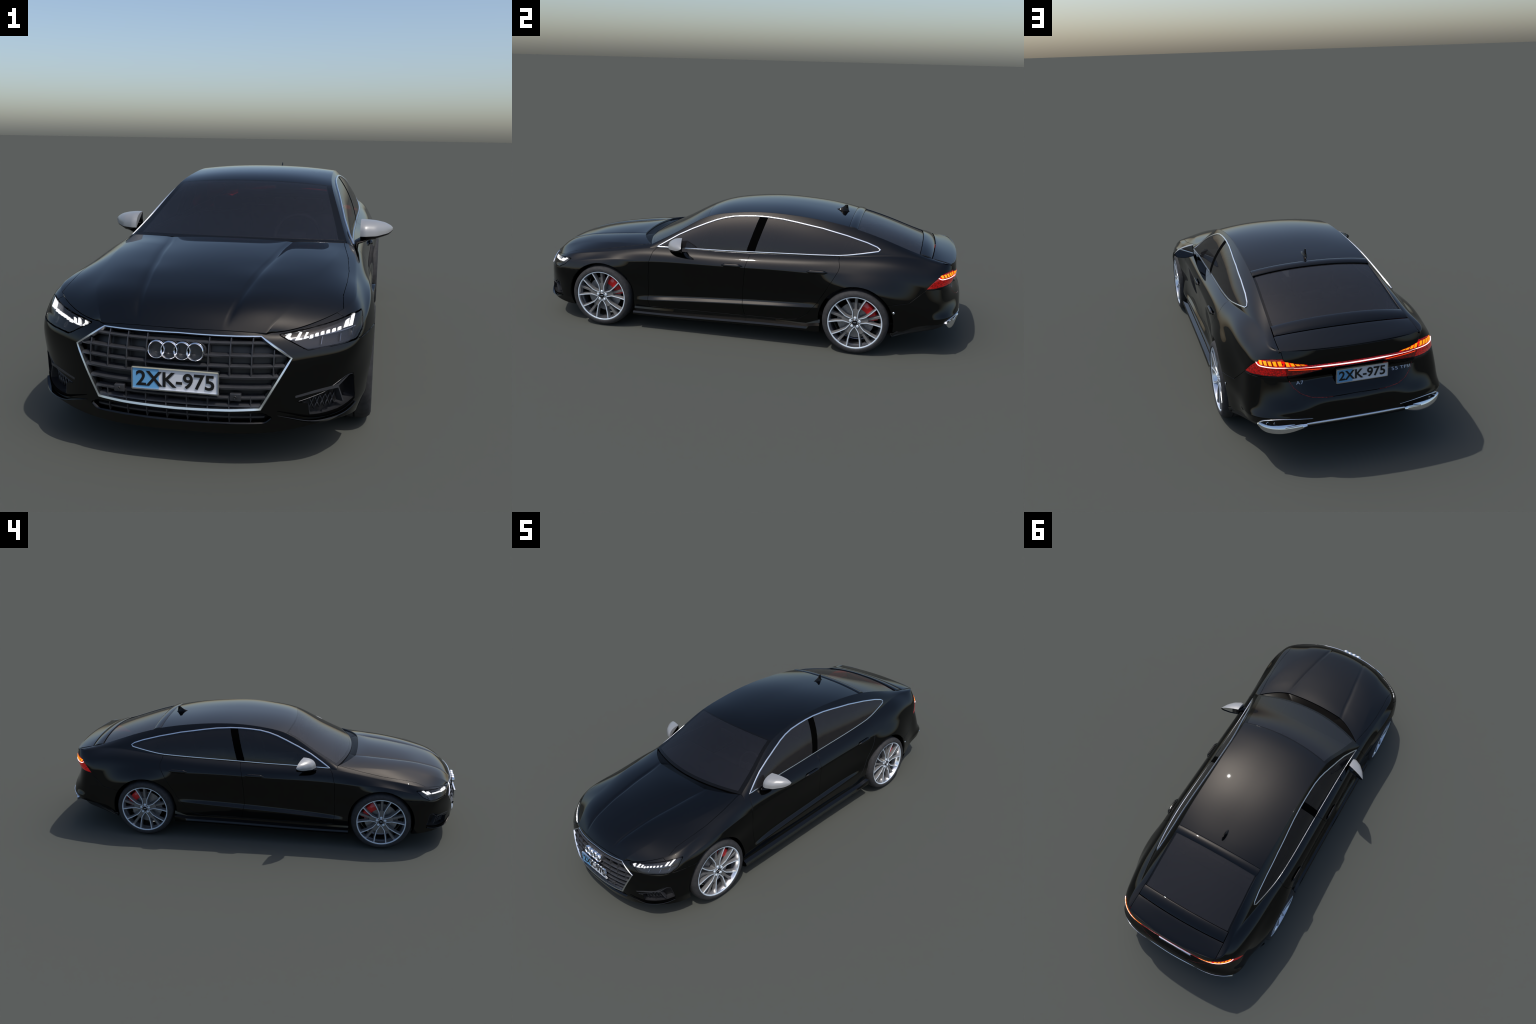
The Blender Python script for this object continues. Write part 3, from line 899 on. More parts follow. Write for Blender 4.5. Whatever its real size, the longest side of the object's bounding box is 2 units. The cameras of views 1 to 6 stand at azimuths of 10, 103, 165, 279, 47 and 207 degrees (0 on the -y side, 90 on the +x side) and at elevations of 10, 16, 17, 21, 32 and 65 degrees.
def ridge(pts, xs, wid, deep):
    """a spoke edge: path in the wheel plane (y,z), face height xs, half widths, sides falling to depth"""
    pts = np.array(pts, float); n = len(pts)
    d = np.gradient(pts, axis=0); d /= np.linalg.norm(d, axis=1)[:, None]
    nr = np.stack([-d[:, 1], d[:, 0]], 1)
    V = []
    for i in range(n):
        for o, dx in ((-1.5, -deep), (-1.0, -.0012), (-.8, 0), (.8, 0), (1.0, -.0012), (1.5, -deep)):
            q = pts[i] + nr[i] * wid[i] * o
            V.append((xs[i] + dx, q[0], q[1]))
    m = 6
    F = grid_faces(n, m, False, True)
    F.append(tuple(range(m))); F.append(tuple(reversed(range((n-1)*m, n*m))))
    return np.array(V), F

def rotx(v, a):
    c, s = math.cos(a), math.sin(a)
    v = np.asarray(v).copy(); y, z = v[:, 1].copy(), v[:, 2].copy()
    v[:, 1] = c*y - s*z; v[:, 2] = s*y + c*z
    return v

def pol(r, deg):      # deg measured from straight up
    a = math.radians(deg); return (r * math.sin(a), r * math.cos(a))

def spokes():
    """five arms; each arm has two bright edges that run out parallel and then
    fork to the rim, with a recessed grey middle spoke between them"""
    bright, face, grey = [], [], []
    for k in range(5):
        a = 2*math.pi*k/5
        for s in (-1, 1):
            path = [pol(.0195, s*36), (s*.0108, .026), (s*.0112, .036), (s*.0119, .044), (s*.0126, .049), (s*.0142, .053), pol(.085, s*18.4), pol(.1135, s*21.3)]
            path = densify(np.array(path), .008, False)
            r = np.linalg.norm(path, axis=1)
            xs = np.interp(r, [.018, .03, .055, .09, .114], [.0415, .0425, .0445, .0470, .0482])
            w = np.interp(r, [.018, .04, .114], [.0017, .0024, .0031])
            v, f = ridge(path, xs, w * .70, .0014)
            bright.append((rotx(v, -a), f))
            v, f = ridge(path, xs - .0010, w * 1.25, .020)
            grey.append((rotx(v, -a), f))
        # web between the two edges near the hub
        L = [pol(.019, -36), (-.0108, .028), (-.0112, .036), (-.0122, .046), (-.0145, .053)]
        web = L + [(-.0075, .058), (.0075, .058)] + [(-x, y) for x, y in L[::-1]]
        P = np.array([(np.interp(math.hypot(*q), [.018, .058], [.039, .039]), q[0], q[1]) for q in web])
        v, f = prism(P, (-.018, 0, 0)); grey.append((rotx(v, -a), f))
        mid = np.array([(0, r) for r in np.linspace(.045, .113, 8)])
        xs = np.interp(np.linspace(.045, .113, 8), [.045, .06, .113], [.0385, .036, .040])
        v, f = ridge(mid, xs, np.full(8, .0055), .018); face.append((rotx(v, -a), f))
    bolts = []
    for k in range(5):
        v, f = lathe([(.036, .0062), (.0415, .0060), (.0430, .0045), (.0432, 0.)], 14)
        v = v + np.array([0, 0, .0205]); bolts.append((rotx(v, -2*math.pi*k/5), f))
    return merge(*bright), merge(*face), merge(*grey), merge(*bolts)

WM = wheel_meshes(); SP = spokes()
def letters(txt, size, extrude=.0004, bold=0., space=1.0):
    cu = bpy.data.curves.new('txt', 'FONT'); cu.body = txt; cu.size = size; cu.extrude = extrude; cu.offset = bold
    cu.space_character = space; cu.align_x = 'CENTER'; cu.align_y = 'CENTER'; cu.resolution_u = 4
    o = bpy.data.objects.new('txt', cu); bpy.context.scene.collection.objects.link(o)
    dg = bpy.context.evaluated_depsgraph_get(); me = o.evaluated_get(dg).to_mesh()
    v = np.array([p.co[:] for p in me.vertices]); f = [tuple(p.vertices) for p in me.polygons]
    o.evaluated_get(dg).to_mesh_clear()
    bpy.data.objects.remove(o); bpy.data.curves.remove(cu)
    c = (v.max(0) + v.min(0)) / 2; c[2] = 0
    return v - c, f

def four_rings(R, r_in, pitch, depth, n=40, m=8):
    out = []
    a = np.linspace(0, 2*np.pi, n, endpoint=False)
    for k in range(4):
        cx = (k - 1.5) * pitch
        prof = np.array([(R, 0), (R, depth*.45), (R - (R-r_in)*.22, depth*.85), ((R+r_in)/2, depth), (r_in + (R-r_in)*.22, depth*.85), (r_in, depth*.45), (r_in, 0)])
        V = np.zeros((n, len(prof), 3))
        V[..., 0] = cx + np.cos(a)[:, None] * prof[:, 0]; V[..., 1] = np.sin(a)[:, None] * prof[:, 0]; V[..., 2] = prof[:, 1] + (k % 2) * depth * .12
        out.append((V.reshape(-1, 3), grid_faces(n, len(prof), True, True)))
    return merge(*out)

base = {}
def wheel_part(name, key, vf, material, parent, side):
    if key not in base:
        o = mesh_obj(name, *vf, material, parent, smooth=True); fix_normals(o, angle=32); base[key] = o.data
    else:
        o = bpy.data.objects.new(name, base[key]); bpy.context.scene.collection.objects.link(o); o.parent = parent
    return o
logo = four_rings(.0024, .0018, .0033, .0005, 14)
for yc in (HUB_F, HUB_R):
    for sx in (1, -1):
        w = empty('wheel', ROOT, (sx * .3365, yc, HUB_Z))
        if sx < 0: w.rotation_euler = (0, 0, math.pi)
        wheel_part('tyre', 'tyre', WM['tyre'], 'tyre_rubber', w, sx)
        rim = wheel_part('rim', 'rim', WM['rim'], 'rim_barrel', w, sx)
        wheel_part('rim_edge', 're', WM['rim_edge'], 'rim_machined', w, sx)
        wheel_part('spoke_edges', 'sb', SP[0], 'rim_machined', w, sx)
        wheel_part('spoke_middle', 'sf', SP[1], 'rim_grey', w, sx)
        wheel_part('spokes', 'sg', SP[2], 'rim_grey', w, sx)
        wheel_part('wheel_bolts', 'bo', SP[3], 'rim_machined', w, sx)
        wheel_part('hub', 'hub', WM['hub'], 'rim_grey', w, sx)
        wheel_part('hub_cap', 'cap', WM['cap'], 'gloss_black', w, sx)
        wheel_part('hub_cap_ring', 'capr', WM['cap_ring'], 'satin_chrome', w, sx)
        wheel_part('hub_emblem', 'lg', (np.stack([logo[0][:, 2] + .0428, logo[0][:, 0], logo[0][:, 1]], 1), logo[1]), 'satin_chrome', w, sx)
        wheel_part('brake_disc', 'disc', WM['disc'], 'brake_steel', w, sx)
        wheel_part('inner_drum', 'drum', WM['drum'], 'void_black', w, sx)
        # caliper sits behind the axle, upper quadrant, on both sides
        a0, a1 = math.radians(8), math.radians(68)
        cal = []
        for t in np.linspace(a0, a1, 14):
            e = 1 - .25*abs(2*(t-a0)/(a1-a0) - 1)**3
            for r, x in ((.058, .008), (.060, .0235), (.070, .027*e + .001), (.088*e + .006, .025), (.097, .018), (.097, .004)):
                yy = r * math.cos(t) * (1 if sx > 0 else -1); cal.append((x, yy, r * math.sin(t)))
        F = grid_faces(14, 6, False, True) + [tuple(range(6)), tuple(reversed(range(13*6, 14*6)))]
        fix_normals(mesh_obj('brake_caliper', np.array(cal), F, 'caliper_red', w), angle=40)

# ---- side window trim, door handles, mirrors
out3, nrm = house.drop(E_SIDE, densify(WINDOW, .012), lift=.001)
wtop = np.interp(out3[:, 2] - np.interp(out3[:, 1], [-.37, .46, .64], [.388, .416, .448]), [0, .02], [.0021, .0027])
prof = np.array([[(-.0033, -.002), (.0033, -.002), (.0030, .0018), (0, .0028), (-.0030, .0018)]]) * (wtop / .0030)[:, None, None]
v, f = sweep(out3, nrm, prof, closed=True)
for o in mirrored('window_trim', v, f, 'satin_chrome'): fix_normals(o, angle=50)

def handle(y0, y1, z):
    n = 16
    ys = np.linspace(y0, y1, n); path, nr = flank.drop(E_SIDE, [(y, z + .002*(y-y0)/(y1-y0)) for y in ys], pred=onside)
    t = np.linspace(0, 1, n); lift = .0055 * np.clip(np.sin(np.pi * np.clip(t, .02, .98))*3, 0, 1)
    path = path + nr * lift[:, None]
    sc = np.clip(np.sin(np.pi * np.clip(t, .04, .96))*2.2, .3, 1)
    return sweep(path, nr, np.array([ellipse(.0085, .0050, 12)]) * sc[:, None, None])
def handle_cup(yc, z):
    P = round_poly([(yc-.026, z), (yc+.026, z), (yc+.016, z-.018), (yc-.016, z-.018)], .012, 5)
    a, n = flank.drop(E_SIDE, P, .0008, pred=onside)
    c = (a.mean(0) - n.mean(0)*.010)[None]
    m = len(a); V = np.concatenate([a, a*.55 + c*.45 - n*.004, c])
    return V, grid_faces(2, m, False, True) + [(m+i, m+(i+1) % m, 2*m) for i in range(m)]
for key, y0, y1, z in (('front', -.050, .046, .342), ('rear', .333, .424, .349)):
    for o in mirrored('door_handle', *handle(y0, y1, z), 'black_paint', DOORS[key]): fix_normals(o, angle=50)

def mirror_shell():
    """housing lofted outward from the door; nose forward, flat glass side at the back"""
    xs = np.linspace(.336, .4285, 16)
    caps, bots = [], []
    for x in xs:
        t = (x - .336) / (.4285 - .336)
        zt = np.interp(t, [0, .25, .5, .75, .92, 1], [.4425, .4415, .4385, .4330, .4250, .4180])
        zm = np.interp(t, [0, .5, .9, 1], [.3985, .3990, .4050, .4125])
        zb = np.interp(t, [0, .2, .5, .9, 1], [.3900, .3880, .3880, .3990, .4110])
        yr = np.interp(t, [0, 1], [-.241, -.214])
        yf = np.interp(t, [0, .15, .5, .8, 1], [-.300, -.303, -.286, -.255, -.222])
        a = np.linspace(0, math.pi/2, 9)
        top_ = [(x, yr + (yf-yr)*math.sin(b)**.9, zm + (zt-zm)*math.cos(b)**.75) for b in a]
        bot_ = [(x, yr + (yf-yr)*math.cos(b)**.8*.985, zm - .0006 + (zb-zm)*math.sin(b)**.9) for b in a]
        caps.append(top_); bots.append(bot_)
    def close(L):
        A = np.array(L); n, m = A.shape[:2]
        return A.reshape(-1, 3), grid_faces(n, m) + [tuple(range(m)), tuple(reversed(range((n-1)*m, n*m)))]
    rim = np.array([c[0] for c in caps] + [b[-1] for b in bots[::-1]])
    return close(caps), close(bots), rim
(cv, cf), (bv, bf), rim_ = mirror_shell()
MIR = [empty('door_mirror', ROOT) for i in (0, 1)]
for o in mirrored('mirror_cap', cv, cf, 'mirror_silver', MIR): fix_normals(o, angle=50)
for o in mirrored('mirror_base', bv, bf, 'gloss_black', MIR): fix_normals(o, angle=50)
c = rim_.mean(0)
inner = c + (rim_ - c) * .92 + np.array([0, -.004, 0])
V = np.concatenate([rim_, inner]); m = len(rim_)
for o in mirrored('mirror_rim', V, grid_faces(2, m, False, True), 'gloss_black', MIR): pass
for o in mirrored('mirror_glass', inner, [tuple(range(m))], 'chrome', MIR, smooth=False): pass
arm = np.array([(.318, -.292, .378), (.335, -.283, .384), (.352, -.272, .391), (.372, -.262, .395)])
v, f = sweep(curve(arm, 12), np.repeat([[0, 0, 1.]], 12, 0), np.array([ellipse(.022, .008, 12)]) * np.linspace(.75, 1, 12)[:, None, None])
for o in mirrored('mirror_arm', v, f, 'gloss_black', MIR): fix_normals(o, angle=50)

# ---- antenna fin
def fin():
    V = []
    zs = np.linspace(0, 1, 12)
    for t in zs:
        y0 = np.interp(t, [0, .15, .4, .7, 1], [.392, .405, .423, .437, .446]); y1 = np.interp(t, [0, .3, 1], [.470, .462, .4575])
        w = np.interp(t, [0, .15, .5, 1], [.013, .0085, .004, .0018]); z = np.interp(y1, spine[:, 1], spine[:, 2]) - .004 + t * .034
        for k in range(14):
            a = 2*math.pi*k/14
            y = (y0+y1)/2 + (y1-y0)/2*math.cos(a)
            zz = z + (np.interp(y, spine[:, 1], spine[:, 2]) - np.interp(y1, spine[:, 1], spine[:, 2])) * (1-t)
            V.append((w*math.sin(a), y, zz))
    return np.array(V), grid_faces(12, 14, False, True) + [tuple(range(11*14, 12*14))]
fix_normals(mesh_obj('antenna_fin', *fin(), 'gloss_black'), angle=50)

# =====================================================================
#  FRONT DETAILS
# =====================================================================
GR = empty('grille', ROOT)
hexa = [(x, z) for x, z in GRILLE] + [(-x, z) for x, z in GRILLE[::-1] if x > 0]
dense = densify(np.array(hexa), .012)
def on_front(P, lift=0.):
    P = np.asarray(P, float); Q = P.copy(); Q[:, 0] = np.abs(Q[:, 0])
    a, n = flank.drop(E_FRONT, Q, lift, pred=infront)
    s = np.where(P[:, 0] < 0, -1, 1)
    a[:, 0] *= s; n[:, 0] *= s
    return a, n
p3, n3 = on_front(dense, .0)
wz = np.interp(p3[:, 2], [.131, .15, .27, .2815], [1.35, 1.15, 1., .55])
v, f = sweep(p3, n3, np.array([[(-.0029, -.008), (.0029, -.008), (.0028, .0015), (.0010, .0034), (-.0022, .0024)]]) * wz[:, None, None], closed=True)
fix_normals(mesh_obj('grille_frame', v, f, 'satin_chrome', GR), angle=40)
def row_span(z):
    """half width of the opening at height z"""
    return float(np.interp(z, [.131, .136, .238, .279, .2815], [.12, .170, .228, .166, .10]))
slats = [.268, .243, .2215, .200, .178, .157, .141]
for z in slats:
    w = row_span(z) - .002
    xs = np.linspace(-w, w, 50)
    a, n = on_front([(x, z) for x in xs], -.006)
    big = 1.25 if .19 < z < .21 or .17 < z < .185 else 1.
    v, f = sweep(a, np.repeat([[0, -1., 0]], 50, 0), np.array([(-.0032, -.010), (.0032, -.010), (.0034, .001), (.0012, .0046), (-.0022, .0036), (-.0034, 0)]) * big)
    fix_normals(mesh_obj('grille_slat', v, f, 'grille_plastic', GR), angle=35)
for x in [(k + .5) * .0435 for k in range(-5, 5)]:
    for za, zb in ((.2005, .278), (.134, .160)):
        if abs(x) < .05 and za > .19: continue
        if za < .15 and abs(x) < .03: pass
        lo = za; hi = zb
        zz = np.linspace(za, zb, 24)
        zz = np.array([z for z in zz if row_span(z) > abs(x) + .003])
        if len(zz) < 3: continue
        a, n = on_front([(x, z) for z in zz], -.0055)
        v, f = sweep(a, np.repeat([[0, -1., 0]], len(zz), 0), [(-.0017, -.012), (.0017, -.012), (.0010, .004), (-.0010, .004)])
        fix_normals(mesh_obj('grille_rib', v, f, 'grille_plastic', GR), angle=35)
xs = np.linspace(-.226, .226, 40); zs = np.linspace(.128, .283, 14)
V = []
for z in zs:
    for x in xs:
        w = row_span(z); xx = x / .226 * min(.226, w + .004); V.append((xx, z))
a, n = on_front(V, -.022)
mesh_obj('grille_back', a, grid_faces(14, 40), 'black_plastic', GR)
# lower intake with its own ribs
xs = np.linspace(-.205, .205, 40); V = [(x, z) for z in np.linspace(.094, .130, 6) for x in xs]
a, n = on_front(V, -.018)
mesh_obj('intake_back', a, grid_faces(6, 40), 'black_plastic', GR)
for x in [(k + .5) * .0435 for k in range(-4, 4)]:
    a, n = on_front([(x, z) for z in np.linspace(.099, .125, 6)], -.010)
    v, f = sweep(a, np.repeat([[0, -1., 0]], 6, 0), [(-.0014, -.008), (.0014, -.008), (.0010, .004), (-.0010, .004)])
    fix_normals(mesh_obj('intake_rib', v, f, 'grille_plastic', GR), angle=35)
a, n = on_front([(x, .112) for x in np.linspace(-.18, .18, 40)], -.012)
fix_normals(mesh_obj('intake_slat', *sweep(a, np.repeat([[0, -1., 0]], 40, 0), [(-.002, -.008), (.002, -.008), (.0016, .003), (-.0016, .003)]), 'grille_plastic', GR), angle=35)
# parking sensors in the grille
for x in (-.1215, .1215):
    a, n = on_front([(x, .161)], .001)
    s_ = rbox('sensor_block', a[0] + [0, .004, 0], (.022, .012, .015), 'grille_plastic', GR, .0012)
    v, f = lathe([(0, .0036), (.0025, .0034), (.0028, .0026), (.0022, .0022), (.0022, 0)], 20)
    v = np.stack([v[:, 1], -v[:, 0], v[:, 2]], 1) + a[0] + [0, -.002, 0]
    mesh_obj('parking_sensor', v, f, 'black_plastic', GR)
# four linked rings in front of a dark backing
v, f = four_rings(.0195, .0143, .0268, .011)
a, n = on_front([(0, .2495)], -.001)
tilt = math.radians(8)
def face_front(v, c, tilt=0.):
    """xy plane of v -> facing -y, standing at c"""
    q = np.stack([v[:, 0], -v[:, 2], v[:, 1]], 1)
    return q @ np.array(Matrix.Rotation(-tilt, 3, 'X')).T + np.array(c)
fix_normals(mesh_obj('front_emblem', face_front(v, a[0], tilt), f, 'chrome', GR), angle=60)
disks = []
for k in range(4):
    vv, ff = lathe([(-.014, .0195), (-.003, .0195), (-.001, .0185), (-.001, 0)], 32)
    disks.append((np.stack([vv[:, 1] + (k-1.5)*.0268, vv[:, 2], vv[:, 0]], 1), ff))
v, f = merge(*disks)
fix_normals(mesh_obj('emblem_backing', face_front(v, a[0], tilt), f, 'grille_plastic', GR), angle=40)

def number_plate(parent, c, front, tilt=0., w=.180, h=.046):
    e = empty('number_plate', parent)
    def place(v):
        q = face_front(np.asarray(v), (0, 0, 0), tilt)
        if not front: q = q * [-1, -1, 1]
        return q + np.array(c)
    fl = False
    # frame
    o = round_poly([(-w/2, -h/2), (w/2, -h/2), (w/2, h/2), (-w/2, h/2)], .0015, 2)
    path = np.column_stack([o, np.zeros(len(o))])
    v, f = sweep(path, np.repeat([[0, 0, 1.]], len(o), 0), [(-.0016, -.004), (.0016, -.004), (.0016, .0035), (-.0010, .0030)], closed=True)
    fix_normals(mesh_obj('plate_frame', place(v), f, 'chrome', e), angle=30)
    v, f = box((0, 0, -.001), (w-.002, h-.002, .003)); fix_normals(mesh_obj('plate_panel', place(v), f, 'plate_white', e, smooth=False))
    bw = w * .30
    v, f = box((-w/2 + bw/2 + .002, 0, .0008), (bw, h-.005, .0012)); fix_normals(mesh_obj('plate_blue_field', place(v), f, 'plate_blue', e, smooth=False))
    v, f = letters('2XK-975', .047, .0004, .0009, 1.0)
    s = np.array([(w*.905) / (v[:, 0].max() - v[:, 0].min()), (h*.70) / (v[:, 1].max() - v[:, 1].min()), 1])
    v = v * s + [0, 0, .0019]
    fix_normals(mesh_obj('plate_lettering', place(v), f, 'plate_black', e, smooth=False))
a, n = on_front([(0, .19)], .003)
number_plate(ROOT, (0, a[0][1], .190), True, 0.)

# ---- headlights
HL = [empty('headlight', ROOT), empty('headlight', ROOT)]
v, f = flank.take('headlight')
vv, ff = panel(v, f, gap=.002, depth=.020)
mirrored('lamp_housing_rim', vv[len(weld(v, f)[0]):], [q for q in (ff[len(weld(v, f)[1]):] - len(weld(v, f)[0])) if min(q) >= 0], 'gloss_black', HL)
w = v.copy(); w[:, :3] -= w[:, 3:6] * .011
mirrored('lamp_housing', w, f, 'lamp_dark', HL)
w = v.copy(); w[:, :3] -= w[:, 3:6] * .0005
mirrored('lamp_cover', *panel(w, f, gap=.0025, depth=.002), 'lamp_lens', HL)
def on_lamp(P, lift): return flank.drop(E_LAMP, P, lift, pred=atfront)
def lamp_piece(poly, lo, hi):
    P = np.array(poly, float)
    a, n = on_lamp(P, hi); b, n = on_lamp(P, lo)
    m = len(P)
    return np.concatenate([a, b]), [tuple(range(m)), tuple(reversed(range(m, 2*m)))] + [((i+1) % m, i, m+i, m+(i+1) % m) for i in range(m)]
DRL = [[(-.437, .2805), (-.429, .2715), (-.425, .2725), (-.4285, .2785), (-.421, .2845), (-.424, .2850)],
       [(-.421, .2710), (-.4045, .2865), (-.3985, .2865), (-.411, .2748), (-.4035, .2745), (-.4040, .2715)],
       [(-.4025, .2725), (-.391, .2855), (-.3855, .2850), (-.396, .2768), (-.3895, .2765), (-.390, .2735)]]
for x, z in ((-.383, .2765), (-.370, .2788), (-.356, .2808), (-.342, .2822), (-.327, .2836), (-.312, .2852)):
    DRL.append([(x-.005, z-.0042), (x+.0025, z-.0036), (x+.0055, z+.0036), (x-.0015, z+.0032)])
DRL.append([(-.300, .2835), (-.286, .2995), (-.275, .3015), (-.2885, .2842)])
DRL.append([(-.2835, .2835), (-.2615, .3065), (-.2505, .3075), (-.2755, .2838)])
for P in DRL:
    P = [tuple(np.mean(P, axis=0) + (np.array(q) - np.mean(P, axis=0)) * .86) for q in P]
    for o in mirrored('daylight_segment', *lamp_piece(P, -.010, -.004), 'lamp_white', HL): fix_normals(o)
for P in ([(-.436, .2735), (-.262, .2835), (-.262, .2818), (-.433, .2715)], [(-.367, .260), (-.359, .274), (-.357, .274), (-.365, .260)], [(-.320, .262), (-.312, .275), (-.310, .275), (-.318, .262)],
          [(-.282, .268), (-.271, .283), (-.269, .283), (-.279, .268)]):
    for o in mirrored('lamp_divider', *lamp_piece(densify(np.array(P), .02), -.015, -.006), 'lamp_chrome', HL): fix_normals(o)

# ---- fog lamp recess
FG = [empty('fog_recess', ROOT), empty('fog_recess', ROOT)]
v, f = flank.take('fog')
w = v.copy(); w[:, :3] -= w[:, 3:6] * .028
mirrored('recess_back', w, f, 'black_plastic', FG)
vv, ff = panel(v, f, gap=.001, depth=.030)
nv, nf = len(weld(v, f)[0]), len(weld(v, f)[1])
mirrored('recess_rim', vv, [q for q in ff[nf:]], 'grille_plastic', FG)
def on_fog(P, lift): return flank.drop(E_FOG, P, lift, pred=atfront)
blade = [foguv(np.array(p)) for p in [(.236, -.948, .1575), (.268, -.93, .163), (.300, -.905, .166), (.322, -.892, .166)]]
a, n = on_fog(curve(np.array(blade), 16), -.001)
for o in mirrored('recess_blade', *sweep(a, n, np.array([[(-.0035, -.014), (.0035, -.014), (.003, .002), (-.003, .002)]]) * np.linspace(.7, 1.1, 16)[:, None, None]), 'grille_plastic', FG): fix_normals(o, angle=40)
for p, q in (((.322, -.892, .166), (.345, -.868, .186)), ((.322, -.892, .166), (.333, -.878, .128))):
    P = np.array([foguv(np.array(p)), foguv(np.array(q))]); a, n = on_fog(resample(P, 8), -.003)
    for o in mirrored('recess_strut', *sweep(a, n, [(-.004, -.014), (.004, -.014), (.0015, .002), (-.0015, .002)]), 'grille_plastic', FG): fix_normals(o, angle=40)
mesh_bars = []
u0, z0 = foguv(np.array((.262, -.93, .124)))
for k in range(5):
    for d in (-1, 1):
        P = np.array([(u0 + .004 + k*.014, .122 if d > 0 else .150), (u0 + .018 + k*.014, .150 if d > 0 else .122)])
        a, n = on_fog(resample(P, 4), -.014)
        mesh_bars.append(sweep(a, n, [(-.0008, -.003), (.0008, -.003), (.0008, .001), (-.0008, .001)]))
for o in mirrored('honeycomb_mesh', *merge(*mesh_bars), 'grille_plastic', FG): o['kind'] = 'stuff'

# ---- lower blade of the bumper with the dark slot above it
bl_ = curve(np.array([foguv(np.array(p)) for p in [(.204, -.965, .120), (.232, -.955, .113), (.262, -.940, .104), (.300, -.910, .101), (.335, -.872, .106), (.354, -.845, .116)]]), 40)
a, n = on_fog(bl_, .0)
w_ = np.sin(np.linspace(.06, 1, 40) * math.pi * .80)[:, None, None]
for o in mirrored('bumper_blade', *sweep(a, n, np.array([[(-.010, -.006), (.006, -.006), (.0045, .0085), (.0030, .0095), (-.002, .004)]]) * w_), 'black_paint', (FBUMP, FBUMP)): fix_normals(o, angle=35)
a, n = on_fog(bl_ + np.array([0, .010]), .0006)
for o in mirrored('bumper_slot', *sweep(a, n, np.array([[(-.004, -.002), (.004, -.002), (.003, .0004), (-.003, .0004)]]) * w_), 'void_black', (FBUMP, FBUMP)): pass

# =====================================================================
#  REAR DETAILS
# =====================================================================
TL = [empty('tail_light', ROOT), empty('tail_light', ROOT)]
side_panel('tail_lens', flank.take('tail_light'), 'tail_red', TL, gap=.0012, depth=.010)
side_panel('tail_lens', flank.take('tail_inner'), 'tail_dark_red', TL, gap=.0012, depth=.010)
def on_tail(P, lift): return flank.drop(E_TAIL, P, lift, pred=atrear)
def tail_piece(poly, lo=-.001, hi=.0012):
    P = np.array(poly, float)
    a, n = on_tail(P, hi); b, n = on_tail(P, lo); m = len(P)
    return np.concatenate([a, b]), [tuple(range(m)), tuple(reversed(range(m, 2*m)))] + [((i+1) % m, i, m+i, m+(i+1) % m) for i in range(m)]
seg = []
for k in range(5):
    u = .2765 + k * .0166; zb = .3515 + .0010*k; zt = zb + .0122 + .0006*k
    seg.append([(u, zb), (u + .0098, zb + .0005), (u + .0042, zt + .001), (u - .0065, zt - .001)])
for u, h in ((.366, .0130), (.381, .0095), (.396, .0050), (.410, .0028)):
    seg.append([(u, .3552), (u + .0095, .3548), (u + .004, .3550 + h), (u - .0055, .3554 + h)])
for P in ([(.262, .3505), (.304, .3512), (.359, .3545), (.3600, .3700), (.334, .3722), (.304, .3700), (.274, .3635)], [(.3640, .3540), (.424, .3530), (.4245, .3552), (.399, .3615), (.3640, .3690)]):  # red glow between the orange blocks, modelled as thin emissive plates
    for o in mirrored('indicator_glow_patch', *tail_piece(densify(np.array(P), .012), -.001, .0005), 'tail_bright_red', TL): fix_normals(o)
for P in seg:
    for o in mirrored('indicator_segment', *tail_piece(P), 'tail_orange', TL): fix_normals(o)
line = np.array([(.260, .3540), (.269, .3485), (.288, .3470), (.325, .3485), (.360, .3500), (.40, .3490), (.432, .3465)])
a, n = on_tail(curve(line, 40), .0012)
for o in mirrored('light_line', *sweep(a, n, np.array([ellipse(.0016, .0012, 6)]) * np.interp(np.linspace(0, 1, 40), [0, .15, .6, .66, 1], [1, 1, .8, .35, .25])[:, None, None]), 'tail_glow', TL): pass
a, n = on_tail(curve(np.array([(.370, .3430), (.415, .3385), (.461, .3330)]), 16), .001)
for o in mirrored('lower_light_line', *sweep(a, n, ellipse(.0012, .001, 6)), 'tail_line', TL): pass
def on_back(P, lift=0.):
    P = np.asarray(P, float); Q = P.copy(); Q[:, 0] = np.abs(Q[:, 0])
    a, n = flank.drop(E_FRONT, Q, lift, pred=atrear)
    s = np.where(P[:, 0] < 0, -1, 1); a[:, 0] *= s; n[:, 0] *= s
    return a, n
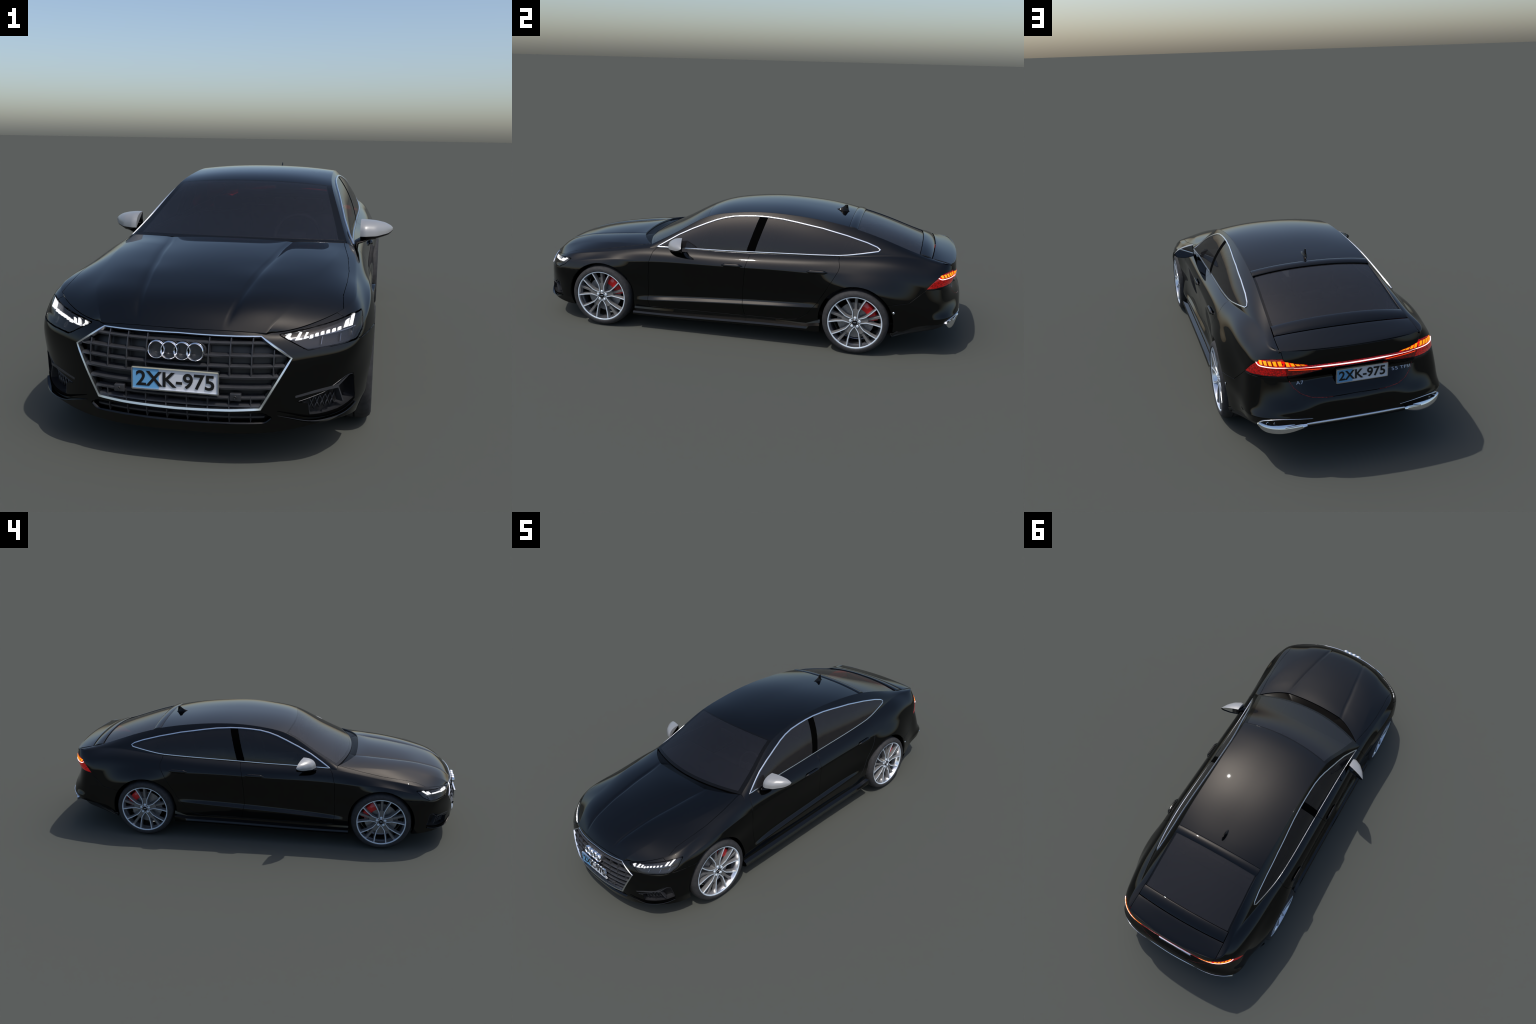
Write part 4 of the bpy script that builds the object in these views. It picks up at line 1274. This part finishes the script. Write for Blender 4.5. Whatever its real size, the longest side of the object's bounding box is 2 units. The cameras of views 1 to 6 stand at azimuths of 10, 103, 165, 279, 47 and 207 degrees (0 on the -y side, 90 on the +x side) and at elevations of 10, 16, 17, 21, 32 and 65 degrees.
xs = np.linspace(-.20, .20, 70)
zl = .3425 + .0060 * (xs / .2)**2
a, n = on_back(np.column_stack([xs, zl]), .0008)
mesh_obj('light_bar_glow_border', *sweep(a, n, np.array([[(-.0075, -.002), (.0075, -.002), (.0072, .0012), (-.0072, .0012)]]) * (1 - .35 * np.abs(xs / .2)**3)[:, None, None]), 'tail_red', BOOTLID)  # red halo round the white bar, built as a wider strip beneath it
a, n = on_back(np.column_stack([xs, zl]), .0016)
mesh_obj('light_bar', *sweep(a, n, np.array([ellipse(.0028, .0016, 8)]) * np.interp(np.abs(xs), [0, .10, .145, .2], [1, .95, .4, .15])[:, None, None]), 'tail_glow', BOOTLID)
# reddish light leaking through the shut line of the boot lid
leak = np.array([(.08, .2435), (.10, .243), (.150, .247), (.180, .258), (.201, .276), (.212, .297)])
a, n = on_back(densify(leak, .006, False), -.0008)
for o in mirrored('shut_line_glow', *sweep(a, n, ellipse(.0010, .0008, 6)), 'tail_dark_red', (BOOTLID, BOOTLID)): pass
a, n = on_back([(-.026, .324), (-.026, .276)], .003)
number_plate(ROOT, (-.026, a[:, 1].max() + .001, .3000), False, math.radians(-2), w=.176, h=.048)
def badge(txt, xa, xb, z, h):
    v, f = letters(txt, .02, .0005, .0002, 1.15)
    s = np.array([(xb - xa) / (v[:, 0].max() - v[:, 0].min()), h / (v[:, 1].max() - v[:, 1].min()), 1])
    v = v * s
    x = (xa + xb)/2 - v[:, 0]
    a, n = on_back(np.column_stack([x, z + v[:, 1]]), 0.)
    fix_normals(mesh_obj('badge_lettering', a + n * (v[:, 2:3] + .0008), f, 'badge_grey', BOOTLID, smooth=False))
badge('A7', .167, .191, .2895, .010)
badge('55', -.158, -.136, .2885, .009)
badge('TFSI', -.204, -.167, .2890, .009)
# rear side sensor
a, n = flank.drop(E_SIDE, [(.715, .205)], .0008, pred=onside)
v, f = lathe([(0, .005), (.0012, .0042), (.0015, 0)], 18)
mesh_obj('side_sensor', v + a[0], f, 'satin_chrome', RBUMP)
